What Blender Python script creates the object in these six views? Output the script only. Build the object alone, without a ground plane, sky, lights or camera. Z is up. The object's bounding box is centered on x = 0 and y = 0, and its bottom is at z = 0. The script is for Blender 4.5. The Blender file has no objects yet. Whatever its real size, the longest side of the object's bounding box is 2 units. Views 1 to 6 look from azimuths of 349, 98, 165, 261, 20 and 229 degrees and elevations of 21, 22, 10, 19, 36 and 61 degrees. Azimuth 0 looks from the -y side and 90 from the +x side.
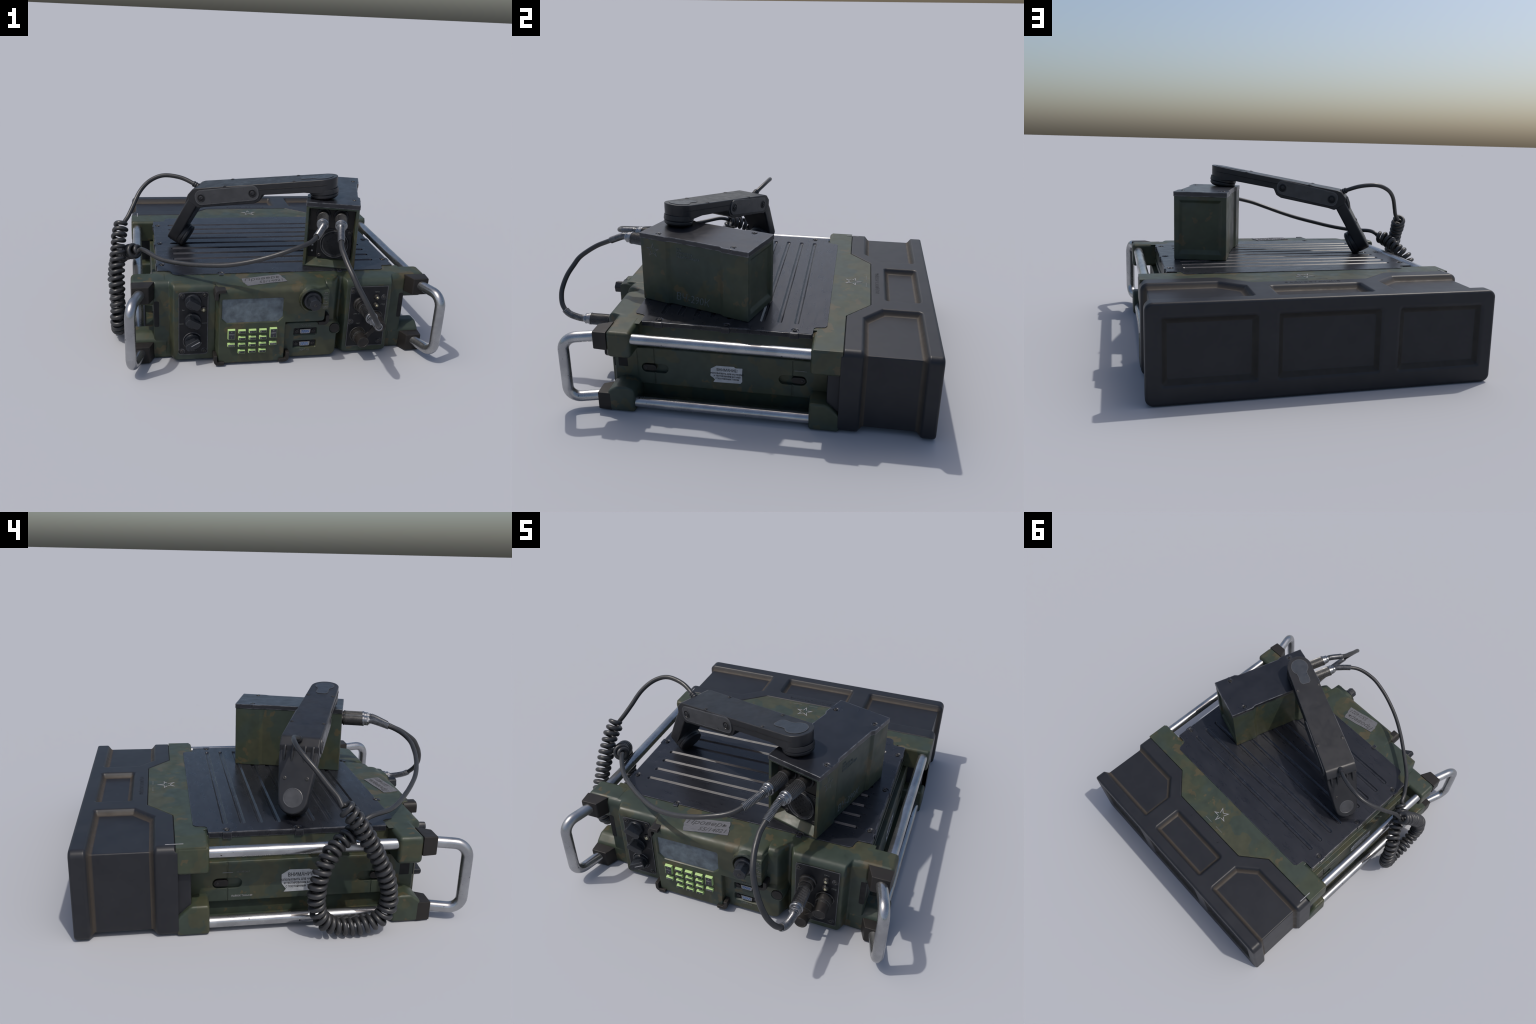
# Field radio set: military transceiver, loudspeaker box, handset with coiled cord, patch cable
import bpy, bmesh, math, random
import numpy as np
from mathutils import Vector, Matrix

random.seed(7)
XC = 0.053                      # the radio's plane of symmetry
ZT = 0.434                      # top of the radio
SCENE = bpy.context.scene.collection


# ------------------------------------------------------------------ materials
def new_mat(name):
    m = bpy.data.materials.new(name)
    m.use_nodes = True
    nt = m.node_tree
    nt.nodes.clear()
    out = nt.nodes.new("ShaderNodeOutputMaterial")
    b = nt.nodes.new("ShaderNodeBsdfPrincipled")
    nt.links.new(b.outputs[0], out.inputs[0])
    return m, nt, b


def coords(nt):
    # world position keeps the pattern continuous over parts
    return nt.nodes.new("ShaderNodeNewGeometry").outputs["Position"]


def noise(nt, vec, scale, detail=4, rough=0.55, dist=0.0, stretch=None):
    if stretch:
        mp = nt.nodes.new("ShaderNodeMapping")
        mp.inputs["Scale"].default_value = stretch
        nt.links.new(vec, mp.inputs["Vector"])
        vec = mp.outputs[0]
    n = nt.nodes.new("ShaderNodeTexNoise")
    n.inputs["Scale"].default_value = scale
    n.inputs["Detail"].default_value = detail
    n.inputs["Roughness"].default_value = rough
    n.inputs["Distortion"].default_value = dist
    nt.links.new(vec, n.inputs["Vector"])
    return n.outputs["Fac"]


def ramp(nt, fac, lo, hi, a=0.0, b=1.0):
    r = nt.nodes.new("ShaderNodeMapRange")
    r.inputs["From Min"].default_value = lo
    r.inputs["From Max"].default_value = hi
    r.inputs["To Min"].default_value = a
    r.inputs["To Max"].default_value = b
    nt.links.new(fac, r.inputs["Value"])
    return r.outputs[0]


def mixc(nt, fac, a, b):
    m = nt.nodes.new("ShaderNodeMix")
    m.data_type = "RGBA"
    for s, v in ((m.inputs[6], a), (m.inputs[7], b)):
        if isinstance(v, tuple):
            s.default_value = (*v, 1)
        else:
            nt.links.new(v, s)
    if isinstance(fac, float):
        m.inputs[0].default_value = fac
    else:
        nt.links.new(fac, m.inputs[0])
    return m.outputs[2]


def mth(nt, op, a, b=None):
    m = nt.nodes.new("ShaderNodeMath")
    m.operation = op
    m.use_clamp = True
    for s, v in zip(m.inputs, (a, b)):
        if v is None:
            continue
        if isinstance(v, (int, float)):
            s.default_value = v
        else:
            nt.links.new(v, s)
    return m.outputs[0]


def bump(nt, b, h, strength=0.2, distance=0.003):
    n = nt.nodes.new("ShaderNodeBump")
    n.inputs["Strength"].default_value = strength
    n.inputs["Distance"].default_value = distance
    nt.links.new(h, n.inputs["Height"])
    nt.links.new(n.outputs[0], b.inputs["Normal"])


def edge_mask(nt, vec, radius=0.006, lo=0.03, hi=0.16):
    """Rubbed edges: where a rounded normal departs from the true one."""
    g = nt.nodes.new("ShaderNodeNewGeometry")
    bv = nt.nodes.new("ShaderNodeBevel")
    bv.samples = 4
    bv.inputs["Radius"].default_value = radius
    d = nt.nodes.new("ShaderNodeVectorMath")
    d.operation = "DOT_PRODUCT"
    nt.links.new(g.outputs["Normal"], d.inputs[0])
    nt.links.new(bv.outputs[0], d.inputs[1])
    e = ramp(nt, mth(nt, "SUBTRACT", 1.0, d.outputs["Value"]), lo, hi)
    return mth(nt, "MULTIPLY", e, ramp(nt, noise(nt, vec, 26, 5), 0.40, 0.60))


def mat_camo():
    m, nt, b = new_mat("camouflage_paint")
    p = coords(nt)
    base = mixc(nt, ramp(nt, noise(nt, p, 3.0, 2), 0.45, 0.53), (0.039, 0.049, 0.030), (0.034, 0.047, 0.036))

    def shifted(v):
        n = nt.nodes.new("ShaderNodeVectorMath")
        n.operation = "ADD"
        n.inputs[1].default_value = v
        nt.links.new(p, n.inputs[0])
        return n.outputs[0]
    olive = ramp(nt, noise(nt, shifted((1.3, 7.1, 2.2)), 6.0, 3, 0.55), 0.535, 0.550)
    c = mixc(nt, mth(nt, "MULTIPLY", olive, 0.8), base, (0.052, 0.053, 0.029))
    brown = ramp(nt, noise(nt, shifted((3.7, 1.9, 5.3)), 9.5, 3, 0.6), 0.625, 0.638)
    c = mixc(nt, mth(nt, "MULTIPLY", brown, 0.85), c, (0.074, 0.061, 0.032))
    dirt = ramp(nt, noise(nt, p, 18, 8, 0.65), 0.35, 0.7, 0.80, 1.10)
    hv = nt.nodes.new("ShaderNodeHueSaturation")
    nt.links.new(dirt, hv.inputs["Value"])
    nt.links.new(c, hv.inputs["Color"])
    c = mixc(nt, mth(nt, "MULTIPLY", edge_mask(nt, p, 0.008), 0.35), hv.outputs[0], (0.095, 0.098, 0.070))
    nt.links.new(c, b.inputs["Base Color"])
    nt.links.new(ramp(nt, noise(nt, p, 14, 6), 0.3, 0.7, 0.36, 0.54), b.inputs["Roughness"])
    b.inputs["Specular IOR Level"].default_value = 0.36
    return m


def mat_simple(name, col, col2, rough=0.5, metal=0.0, spec=0.5, scale=14, edge=None, edge_amt=0.5,
               bump_amt=0.05, stretch=None, rvar=0.1, erad=0.006):
    m, nt, b = new_mat(name)
    p = coords(nt)
    c = mixc(nt, ramp(nt, noise(nt, p, scale, 7, 0.6, 0.2, stretch), 0.32, 0.68), col, col2)
    if edge:
        c = mixc(nt, mth(nt, "MULTIPLY", edge_mask(nt, p, erad), edge_amt), c, edge)
    nt.links.new(c, b.inputs["Base Color"])
    nt.links.new(ramp(nt, noise(nt, p, scale * 1.7, 6, 0.6, 0.3, stretch), 0.3, 0.7, rough - rvar, rough + rvar), b.inputs["Roughness"])
    b.inputs["Metallic"].default_value = metal
    b.inputs["Specular IOR Level"].default_value = spec
    if bump_amt:
        bump(nt, b, noise(nt, p, 160, 4), bump_amt, 0.002)
    return m


def mat_steel():
    m, nt, b = new_mat("worn_steel")
    p = coords(nt)
    c = mixc(nt, ramp(nt, noise(nt, p, 7, 6, 0.6), 0.40, 0.62), (0.33, 0.335, 0.345), (0.44, 0.445, 0.45))
    spots = ramp(nt, noise(nt, p, 60, 2, 0.5), 0.72, 0.75)
    c = mixc(nt, spots, c, (0.05, 0.04, 0.035))
    nt.links.new(c, b.inputs["Base Color"])
    b.inputs["Metallic"].default_value = 0.92
    nt.links.new(ramp(nt, noise(nt, p, 6, 5, 0.6), 0.38, 0.62, 0.17, 0.33), b.inputs["Roughness"])
    return m


CAMO = mat_camo()
BLACK = mat_simple("black_case_plastic", (0.0140, 0.0150, 0.0188), (0.0192, 0.0202, 0.0240), 0.42, 0, 0.30, 9, (0.060, 0.057, 0.054), 0.45, 0.0, rvar=0.02, erad=0.012)  # base cooled and dimmed to offset the warm sun glare on the case
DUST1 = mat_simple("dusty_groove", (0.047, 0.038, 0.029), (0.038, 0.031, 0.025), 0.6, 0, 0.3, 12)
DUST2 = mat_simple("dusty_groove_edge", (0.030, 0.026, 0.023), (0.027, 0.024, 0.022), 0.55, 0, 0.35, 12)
PLATE = mat_simple("anodised_black_plate", (0.0135, 0.0145, 0.0190), (0.0220, 0.0230, 0.0285), 0.31, 0.25, 0.6, 12, (0.20, 0.21, 0.235), 0.8, 0.0, (0.6, 1.8, 1), 0.07, 0.005)  # base tinted blue to hold the sky's reflection
RUBBER = mat_simple("handset_rubber", (0.0138, 0.0144, 0.0168), (0.0210, 0.0215, 0.0240), 0.38, 0, 0.33, 13, (0.065, 0.065, 0.067), 0.5, 0.06, erad=0.008)
CHEEK = mat_simple("cheek_plastic", (0.026, 0.027, 0.030), (0.044, 0.045, 0.049), 0.36, 0, 0.5, 20, (0.12, 0.12, 0.125), 0.7, 0.03, erad=0.008)
GUARD = mat_simple("dark_guard_plastic", (0.0150, 0.0135, 0.0130), (0.0220, 0.0195, 0.0175), 0.48, 0, 0.25, 10, (0.07, 0.066, 0.062), 0.6, 0.03)
CABLE = mat_simple("cable_rubber", (0.0210, 0.0212, 0.0225), (0.0280, 0.0282, 0.0295), 0.40, 0, 0.5, 20, bump_amt=0.0)
PANEL = mat_simple("control_panel_black", (0.0080, 0.0084, 0.0105), (0.0125, 0.0130, 0.0150), 0.42, 0, 0.22, 18, (0.11, 0.11, 0.115), 0.85, 0.03, erad=0.006)
KNOB = mat_simple("knob_black", (0.011, 0.013, 0.017), (0.017, 0.019, 0.023), 0.32, 0, 0.35, 16, (0.085, 0.087, 0.092), 0.6, 0.0, erad=0.005)
STEEL = mat_steel()
LID = mat_simple("worn_metal_lid", (0.0135, 0.0145, 0.0190), (0.0210, 0.0220, 0.0275), 0.33, 0.25, 0.6, 9, (0.26, 0.27, 0.29), 0.85, 0.0, None, 0.07, 0.010)
CHROME = mat_simple("connector_chrome", (0.19, 0.195, 0.205), (0.29, 0.295, 0.305), 0.30, 0.9, 0.5, 40, bump_amt=0.0)
SPRING = mat_simple("spring_steel", (0.15, 0.153, 0.162), (0.24, 0.243, 0.25), 0.34, 0.9, 0.5, 40, bump_amt=0.0)
KNURL = mat_simple("knurled_dark_metal", (0.12, 0.119, 0.117), (0.19, 0.188, 0.184), 0.42, 0.6, 0.5, 40, bump_amt=0.0)
DARKMETAL = mat_simple("dark_metal", (0.022, 0.0215, 0.021), (0.045, 0.043, 0.041), 0.38, 0.4, 0.35, 30, (0.14, 0.14, 0.14), 0.6, 0.0, erad=0.004)
WEAR = mat_simple("worn_edge_paint", (0.085, 0.087, 0.092), (0.045, 0.046, 0.049), 0.5, 0.1, 0.5, 40, bump_amt=0.0)
SCREEN = mat_simple("dirty_screen", (0.055, 0.068, 0.080), (0.125, 0.158, 0.180), 0.45, 0, 0.4, 24, bump_amt=0.0)
KEYGREEN = mat_simple("key_green_rubber", (0.37, 0.54, 0.20), (0.41, 0.58, 0.235), 0.5, 0, 0.4, 20, bump_amt=0.0)
KEYFACE = mat_simple("key_label_dark", (0.022, 0.023, 0.029), (0.026, 0.027, 0.033), 0.5, 0, 0.4, 20, bump_amt=0.0)
PRINT = mat_simple("faded_white_print", (0.22, 0.22, 0.23), (0.32, 0.32, 0.33), 0.6, 0, 0.3, 60, bump_amt=0.0)
PRINTDIM = mat_simple("faint_white_print", (0.085, 0.090, 0.088), (0.14, 0.145, 0.14), 0.6, 0, 0.3, 60, bump_amt=0.0)
PRINTBLUE = mat_simple("chalk_mark", (0.062, 0.077, 0.077), (0.120, 0.137, 0.140), 0.7, 0, 0.3, 70, bump_amt=0.0)
LABEL = mat_simple("paper_label", (0.32, 0.335, 0.35), (0.42, 0.43, 0.44), 0.6, 0, 0.3, 50, bump_amt=0.0)
INK = mat_simple("label_ink", (0.030, 0.032, 0.035), (0.060, 0.060, 0.063), 0.7, 0, 0.3, 50, bump_amt=0.0)
TAPE = mat_simple("grey_cloth_tape", (0.088, 0.090, 0.100), (0.140, 0.141, 0.152), 0.6, 0, 0.3, 16, None, 0.3, 0.0, (1.5, 14, 3))
DARK = mat_simple("deep_shadow_black", (0.006, 0.006, 0.007), (0.009, 0.009, 0.010), 0.6, 0, 0.3, 20, bump_amt=0.0)
BLUE = mat_simple("port_blue_plastic", (0.015, 0.075, 0.22), (0.02, 0.09, 0.26), 0.4, 0, 0.5, 20, bump_amt=0)
BRASS = mat_simple("pale_brass", (0.36, 0.33, 0.22), (0.50, 0.46, 0.32), 0.3, 0.8, 0.5, 60, bump_amt=0)
KEYHOLE = mat_simple("earpiece_plate", (0.024, 0.029, 0.037), (0.036, 0.042, 0.051), 0.36, 0.1, 0.5, 22, (0.13, 0.14, 0.15), 0.6, 0.0)
DISC = mat_simple("worn_disc", (0.038, 0.039, 0.043), (0.062, 0.063, 0.067), 0.45, 0.1, 0.4, 24, (0.13, 0.13, 0.14), 0.5, 0.0)
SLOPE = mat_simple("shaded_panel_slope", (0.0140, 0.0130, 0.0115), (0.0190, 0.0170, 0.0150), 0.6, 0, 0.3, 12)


# ------------------------------------------------------------------ helpers
def empty(name, loc=(0, 0, 0), rot=0.0, label="", cat=""):
    o = bpy.data.objects.new(name, None)
    o.location = loc
    o.rotation_euler = (0, 0, rot)
    SCENE.objects.link(o)
    o["label"], o["category"] = label, cat
    return o


def obj(name, me, mats, parent, smooth=35, mtx=None):
    for m in (mats if isinstance(mats, (list, tuple)) else [mats]):
        me.materials.append(m)
    if smooth:
        me.shade_smooth()
        me.set_sharp_from_angle(angle=math.radians(smooth))
    o = bpy.data.objects.new(name, me)
    SCENE.objects.link(o)
    o.parent = parent
    if mtx is not None:
        o.matrix_local = mtx
    if smooth and len(me.vertices) < 12000:
        # flat faces stay flat, only the rounded edges turn the light
        w = o.modifiers.new("weighted", "WEIGHTED_NORMAL")
        w.keep_sharp, w.weight = True, 60
    return o


def from_bm(bm, name="m"):
    bmesh.ops.recalc_face_normals(bm, faces=bm.faces)
    me = bpy.data.meshes.new(name)
    bm.to_mesh(me)
    bm.free()
    return me


def bm_bevel(bm, width, seg=2, angle=30):
    es = [e for e in bm.edges if len(e.link_faces) == 2 and e.calc_face_angle(0) > math.radians(angle)]
    if width:
        bmesh.ops.bevel(bm, geom=es, offset=width, segments=seg, profile=0.5, affect="EDGES", clamp_overlap=True)


def box_bm(lo, hi, bevel=0.0, seg=2, top=None):
    """Axis box; top=(dx0,dx1,dy0,dy1) insets of the upper face make it a frustum."""
    bm = bmesh.new()
    i = top or (0, 0, 0, 0)
    v = [bm.verts.new(c) for c in ((lo[0], lo[1], lo[2]), (hi[0], lo[1], lo[2]), (hi[0], hi[1], lo[2]), (lo[0], hi[1], lo[2]),
                                   (lo[0] + i[0], lo[1] + i[2], hi[2]), (hi[0] - i[1], lo[1] + i[2], hi[2]), (hi[0] - i[1], hi[1] - i[3], hi[2]), (lo[0] + i[0], hi[1] - i[3], hi[2]))]
    for f in ((0, 1, 2, 3), (4, 5, 6, 7), (0, 1, 5, 4), (1, 2, 6, 5), (2, 3, 7, 6), (3, 0, 4, 7)):
        bm.faces.new([v[k] for k in f])
    bmesh.ops.recalc_face_normals(bm, faces=bm.faces)
    bm_bevel(bm, bevel, seg)
    return bm


def box(name, lo, hi, mat, parent, bevel=0.004, seg=2, mtx=None, top=None):
    return obj(name, from_bm(box_bm(lo, hi, bevel, seg, top)), mat, parent, mtx=mtx)


def prism_bm(outline, z0, z1, bevel=0.0, seg=2, inset=0.0, angle=30):
    """Extrude a 2D outline from z0 to z1; inset shrinks the top towards the centroid."""
    bm = bmesh.new()
    c = np.mean(np.array(outline), axis=0)
    lo = [bm.verts.new((x, y, z0)) for x, y in outline]
    hi = [bm.verts.new((c[0] + (x - c[0]) * (1 - inset), c[1] + (y - c[1]) * (1 - inset), z1)) for x, y in outline]
    n = len(outline)
    bm.faces.new(lo[::-1])
    bm.faces.new(hi)
    for k in range(n):
        bm.faces.new((lo[k], lo[(k + 1) % n], hi[(k + 1) % n], hi[k]))
    bmesh.ops.recalc_face_normals(bm, faces=bm.faces)
    if bevel:
        bm_bevel(bm, bevel, seg, angle)
    return bm


def prism(name, outline, z0, z1, mat, parent, bevel=0.0, seg=2, mtx=None, inset=0.0, angle=30):
    return obj(name, from_bm(prism_bm(outline, z0, z1, bevel, seg, inset, angle)), mat, parent, mtx=mtx)


def rrect(x0, x1, y0, y1, r, n=5):
    pts = []
    for cx, cy, a in ((x1 - r, y1 - r, 0), (x0 + r, y1 - r, 90), (x0 + r, y0 + r, 180), (x1 - r, y0 + r, 270)):
        for k in range(n + 1):
            t = math.radians(a + 90 * k / n)
            pts.append((cx + r * math.cos(t), cy + r * math.sin(t)))
    return pts


def circle(cx, cy, r, n=24, a0=0.0):
    return [(cx + r * math.cos(a0 + 2 * math.pi * k / n), cy + r * math.sin(a0 + 2 * math.pi * k / n)) for k in range(n)]


def lathe_bm(prof, n=32, ribs=0, rib_span=None, rib_depth=0.0):
    """Revolve (radius, height) about z; ribs flute the rows within rib_span."""
    bm = bmesh.new()
    rows = []
    for r, h in prof:
        row = []
        for k in range(n):
            rr = r
            if ribs and rib_span[0] <= h <= rib_span[1] and (k * ribs * 2 // n) % 2:
                rr = r - rib_depth
            a = 2 * math.pi * k / n
            row.append(bm.verts.new((rr * math.cos(a), rr * math.sin(a), h)))
        rows.append(row)
    for a, b in zip(rows, rows[1:]):
        for k in range(n):
            f = bm.faces.new((a[k], a[(k + 1) % n], b[(k + 1) % n], b[k]))
            if ribs and (k * ribs * 2 // n) % 2 and rib_span[0] <= (a[k].co.z + b[k].co.z) / 2 <= rib_span[1]:
                f.material_index = 1
    bm.faces.new(rows[0][::-1])
    bm.faces.new(rows[-1])
    return bm


def lathe(name, prof, mat, parent, mtx=None, n=32, **kw):
    return obj(name, from_bm(lathe_bm(prof, n, **kw)), mat, parent, mtx=mtx, smooth=32)


def grid_mesh(P, mat_idx=None, flip=False):
    """Quad mesh from an (R, C, 3) array of points."""
    R, C = P.shape[:2]
    i = np.arange(R * C).reshape(R, C)
    q = np.stack([i[:-1, :-1], i[:-1, 1:], i[1:, 1:], i[1:, :-1]], -1).reshape(-1, 4)
    if flip:
        q = q[:, ::-1]
    me = bpy.data.meshes.new("grid")
    me.from_pydata(P.reshape(-1, 3).tolist(), [], q.tolist())
    if mat_idx is not None:
        me.polygons.foreach_set("material_index", mat_idx.reshape(-1).astype(np.int32))
    return me


def spline(pts, step=0.01):
    """Centripetal-ish Catmull-Rom through the points, resampled evenly."""
    P = np.array(pts, float)
    P = np.vstack([2 * P[0] - P[1], P, 2 * P[-1] - P[-2]])
    out = []
    for k in range(1, len(P) - 2):
        p0, p1, p2, p3 = P[k - 1:k + 3]
        for t in np.linspace(0, 1, 24, endpoint=False):
            out.append(0.5 * (2 * p1 + (p2 - p0) * t + (2 * p0 - 5 * p1 + 4 * p2 - p3) * t * t + (3 * p1 - p0 - 3 * p2 + p3) * t ** 3))
    out.append(P[-2])
    out = np.array(out)
    s = np.r_[0, np.cumsum(np.linalg.norm(np.diff(out, axis=0), axis=1))]
    t = np.linspace(0, s[-1], max(3, int(s[-1] / step) + 1))
    return np.stack([np.interp(t, s, out[:, k]) for k in range(3)], 1)


def frames(P):
    T = np.gradient(P, axis=0)
    T /= np.linalg.norm(T, axis=1)[:, None]
    N = np.zeros_like(T)
    ref = np.array([0, 0, 1.0]) if abs(T[0][2]) < 0.9 else np.array([1.0, 0, 0])
    n = np.cross(T[0], ref)
    for k in range(len(P)):
        n = n - T[k] * (n @ T[k])
        n /= np.linalg.norm(n)
        N[k] = n
    return T, N, np.cross(T, N)


def tube_mesh(P, r, n=12):
    T, N, B = frames(P)
    r = np.broadcast_to(np.asarray(r, float), (len(P),))
    a = np.linspace(0, 2 * np.pi, n, endpoint=False)
    V = P[:, None] + r[:, None, None] * (np.cos(a)[None, :, None] * N[:, None] + np.sin(a)[None, :, None] * B[:, None])
    R = len(P)
    i = np.arange(R * n).reshape(R, n)
    j = np.roll(i, -1, axis=1)
    q = np.stack([i[:-1], j[:-1], j[1:], i[1:]], -1).reshape(-1, 4).tolist()
    q += [list(range(n))[::-1], i[-1].tolist()]
    me = bpy.data.meshes.new("tube")
    me.from_pydata(V.reshape(-1, 3).tolist(), [], q)
    return me


def tube(name, P, r, mat, parent, n=12, mtx=None):
    return obj(name, tube_mesh(np.asarray(P), r, n), mat, parent, smooth=50, mtx=mtx)


def sst(a, b, v):
    t = np.clip((v - a) / (b - a), 0, 1)
    return t * t * (3 - 2 * t)


def sd_rect(x, y, x0, x1, y0, y1, r=0.0):
    qx = np.abs(x - (x0 + x1) / 2) - (x1 - x0) / 2 + r
    qy = np.abs(y - (y0 + y1) / 2) - (y1 - y0) / 2 + r
    return np.hypot(np.maximum(qx, 0), np.maximum(qy, 0)) + np.minimum(np.maximum(qx, qy), 0) - r


def boolean(me, cutters, op="DIFFERENCE", bevel=0.0, seg=2, angle=35):
    """Apply cutters (meshes) to a mesh and round the resulting edges."""
    o = bpy.data.objects.new("tmp", me)
    SCENE.objects.link(o)
    tmp = [o]
    for c in cutters:
        k = bpy.data.objects.new("cut", c)
        SCENE.objects.link(k)
        tmp.append(k)
        md = o.modifiers.new("b", "BOOLEAN")
        md.object, md.operation, md.solver = k, op, "EXACT"
    if bevel:
        md = o.modifiers.new("v", "BEVEL")
        md.width, md.segments, md.limit_method, md.angle_limit = bevel, seg, "ANGLE", math.radians(angle)
        md.use_clamp_overlap = True
    dg = bpy.context.evaluated_depsgraph_get()
    dg.update()
    res = bpy.data.meshes.new_from_object(o.evaluated_get(dg))
    for t in tmp:
        bpy.data.objects.remove(t)
    res.materials.clear()
    return res


def face_front(x, y, z, roll=0.0):
    """Local +z points to the viewer at -y, local +y is up."""
    return Matrix.Translation((x, y, z)) @ Matrix.Rotation(math.pi / 2, 4, "X") @ Matrix.Rotation(roll, 4, "Z")


def face_side(x, y, z, s):
    """Local +z points to +x (s=1) or -x (s=-1), local +y is up."""
    return Matrix.Translation((x, y, z)) @ Matrix.Rotation(s * math.pi / 2, 4, "Z") @ Matrix.Rotation(math.pi / 2, 4, "X")


def text(name, s, size, mat, parent, mtx, shear=0.0, width=1.0, thick=0.0006, bold=0.0, space=1.0, align="CENTER"):
    cu = bpy.data.curves.new("t", "FONT")
    cu.body, cu.size, cu.shear, cu.extrude, cu.offset = s, size, shear, thick, bold
    cu.space_character = space
    cu.align_x, cu.align_y = align, "CENTER"
    cu.resolution_u = 2
    o = bpy.data.objects.new("t", cu)
    SCENE.objects.link(o)
    dg = bpy.context.evaluated_depsgraph_get()
    dg.update()
    me = bpy.data.meshes.new_from_object(o.evaluated_get(dg))
    bpy.data.objects.remove(o)
    me.materials.clear()
    if width != 1.0:
        me.transform(Matrix.Diagonal((width, 1, 1, 1)))
    return obj(name, me, mat, parent, smooth=0, mtx=mtx)


def stroke_bm(bm, pts, w, z0=-0.0006, z1=0.0006, closed=False):
    """Painted stroke: a chain of thin slabs along 2D points."""
    n = len(pts)
    for k in range(n if closed else n - 1):
        a, b = Vector(pts[k]), Vector(pts[(k + 1) % n])
        d = (b - a).normalized()
        m = Vector((-d.y, d.x)) * w / 2
        vs = [bm.verts.new((p.x, p.y, z)) for z in (z0, z1) for p in (a + m, a - m, b - m, b + m)]
        for f in ((3, 2, 1, 0), (4, 5, 6, 7), (0, 1, 5, 4), (1, 2, 6, 5), (2, 3, 7, 6), (3, 0, 4, 7)):
            bm.faces.new([vs[i] for i in f])


def star_emblem(r, parent, mtx, mat):
    """Five-pointed outline star whose strokes are broken at the waist."""
    bm = bmesh.new()
    P = []
    for k in range(10):
        a = math.pi / 2 + k * math.pi / 5
        rr = r if k % 2 == 0 else r * 0.36
        P.append(Vector((rr * math.cos(a), rr * math.sin(a))))
    for k in range(0, 10, 2):
        tip, l, rt = P[k], P[(k + 1) % 10], P[k - 1]
        c = (l + rt) / 2
        tin = tip.lerp(c, 0.32)
        cut = 0.16 if k in (2, 8) else 0.0
        for side in (l, rt):
            q = side.lerp(tip, cut)
            inner = q.lerp(c, 0.32)
            z = 0.0006
            vs = [bm.verts.new((p.x, p.y, zz)) for zz in (-z, z) for p in (tip, q, inner, tin)]
            for f in ((3, 2, 1, 0), (4, 5, 6, 7), (0, 1, 5, 4), (1, 2, 6, 5), (2, 3, 7, 6), (3, 0, 4, 7)):
                bm.faces.new([vs[i] for i in f])
    return obj("star_emblem", from_bm(bm), mat, parent, smooth=0, mtx=mtx)


def screw(parent, mtx, r=0.009, h=0.004, mat=None, name="screw"):
    """Domed screw head with a hex recess; mesh data shared per size."""
    key = f"screw_{r:.4f}_{h:.4f}_{(mat or PLATE).name}"
    me = bpy.data.meshes.get(key)
    if not me:
        bm = lathe_bm([(r, -0.001), (r, h * 0.55), (r * 0.8, h), (r * 0.45, h), (r * 0.42, h * 0.35)], 20)
        me = from_bm(bm, key)
        me.materials.append(mat or PLATE)
        me.shade_smooth()
        me.set_sharp_from_angle(angle=math.radians(40))
    o = bpy.data.objects.new(name, me)
    SCENE.objects.link(o)
    o.parent = parent
    o.matrix_local = mtx
    return o


# ================================================================== RADIO
radio = empty("military_radio", (0, 0, 0), 0, "camouflaged rack-style military radio with black battery case and steel rails", "field radio")


# ---------------- battery case (black rear part), a displaced loft
def pocket_sd(dx, y):
    """Signed distance to the sunken pockets of the case, negative inside."""
    a = np.abs(dx)
    mid = sd_rect(dx, y, -0.212, 0.212, 0.757, 0.928, 0.012)
    outer = np.maximum(sd_rect(a, y, 0.330, 2.0, 0.645, 0.925, 0.012), ((0.333 - a) * 0.66 + (0.735 - y) * 0.75))
    return np.minimum(mid, outer)


def tongue_sd(dx, y):
    """Signed distance to the green tongue that overlaps the case top."""
    a = np.abs(dx)
    edge = np.interp(a, [0.0, 0.280, 0.424, 1.0], [0.677, 0.677, 0.556, 0.556])
    return (y - edge) * 0.8


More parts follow.
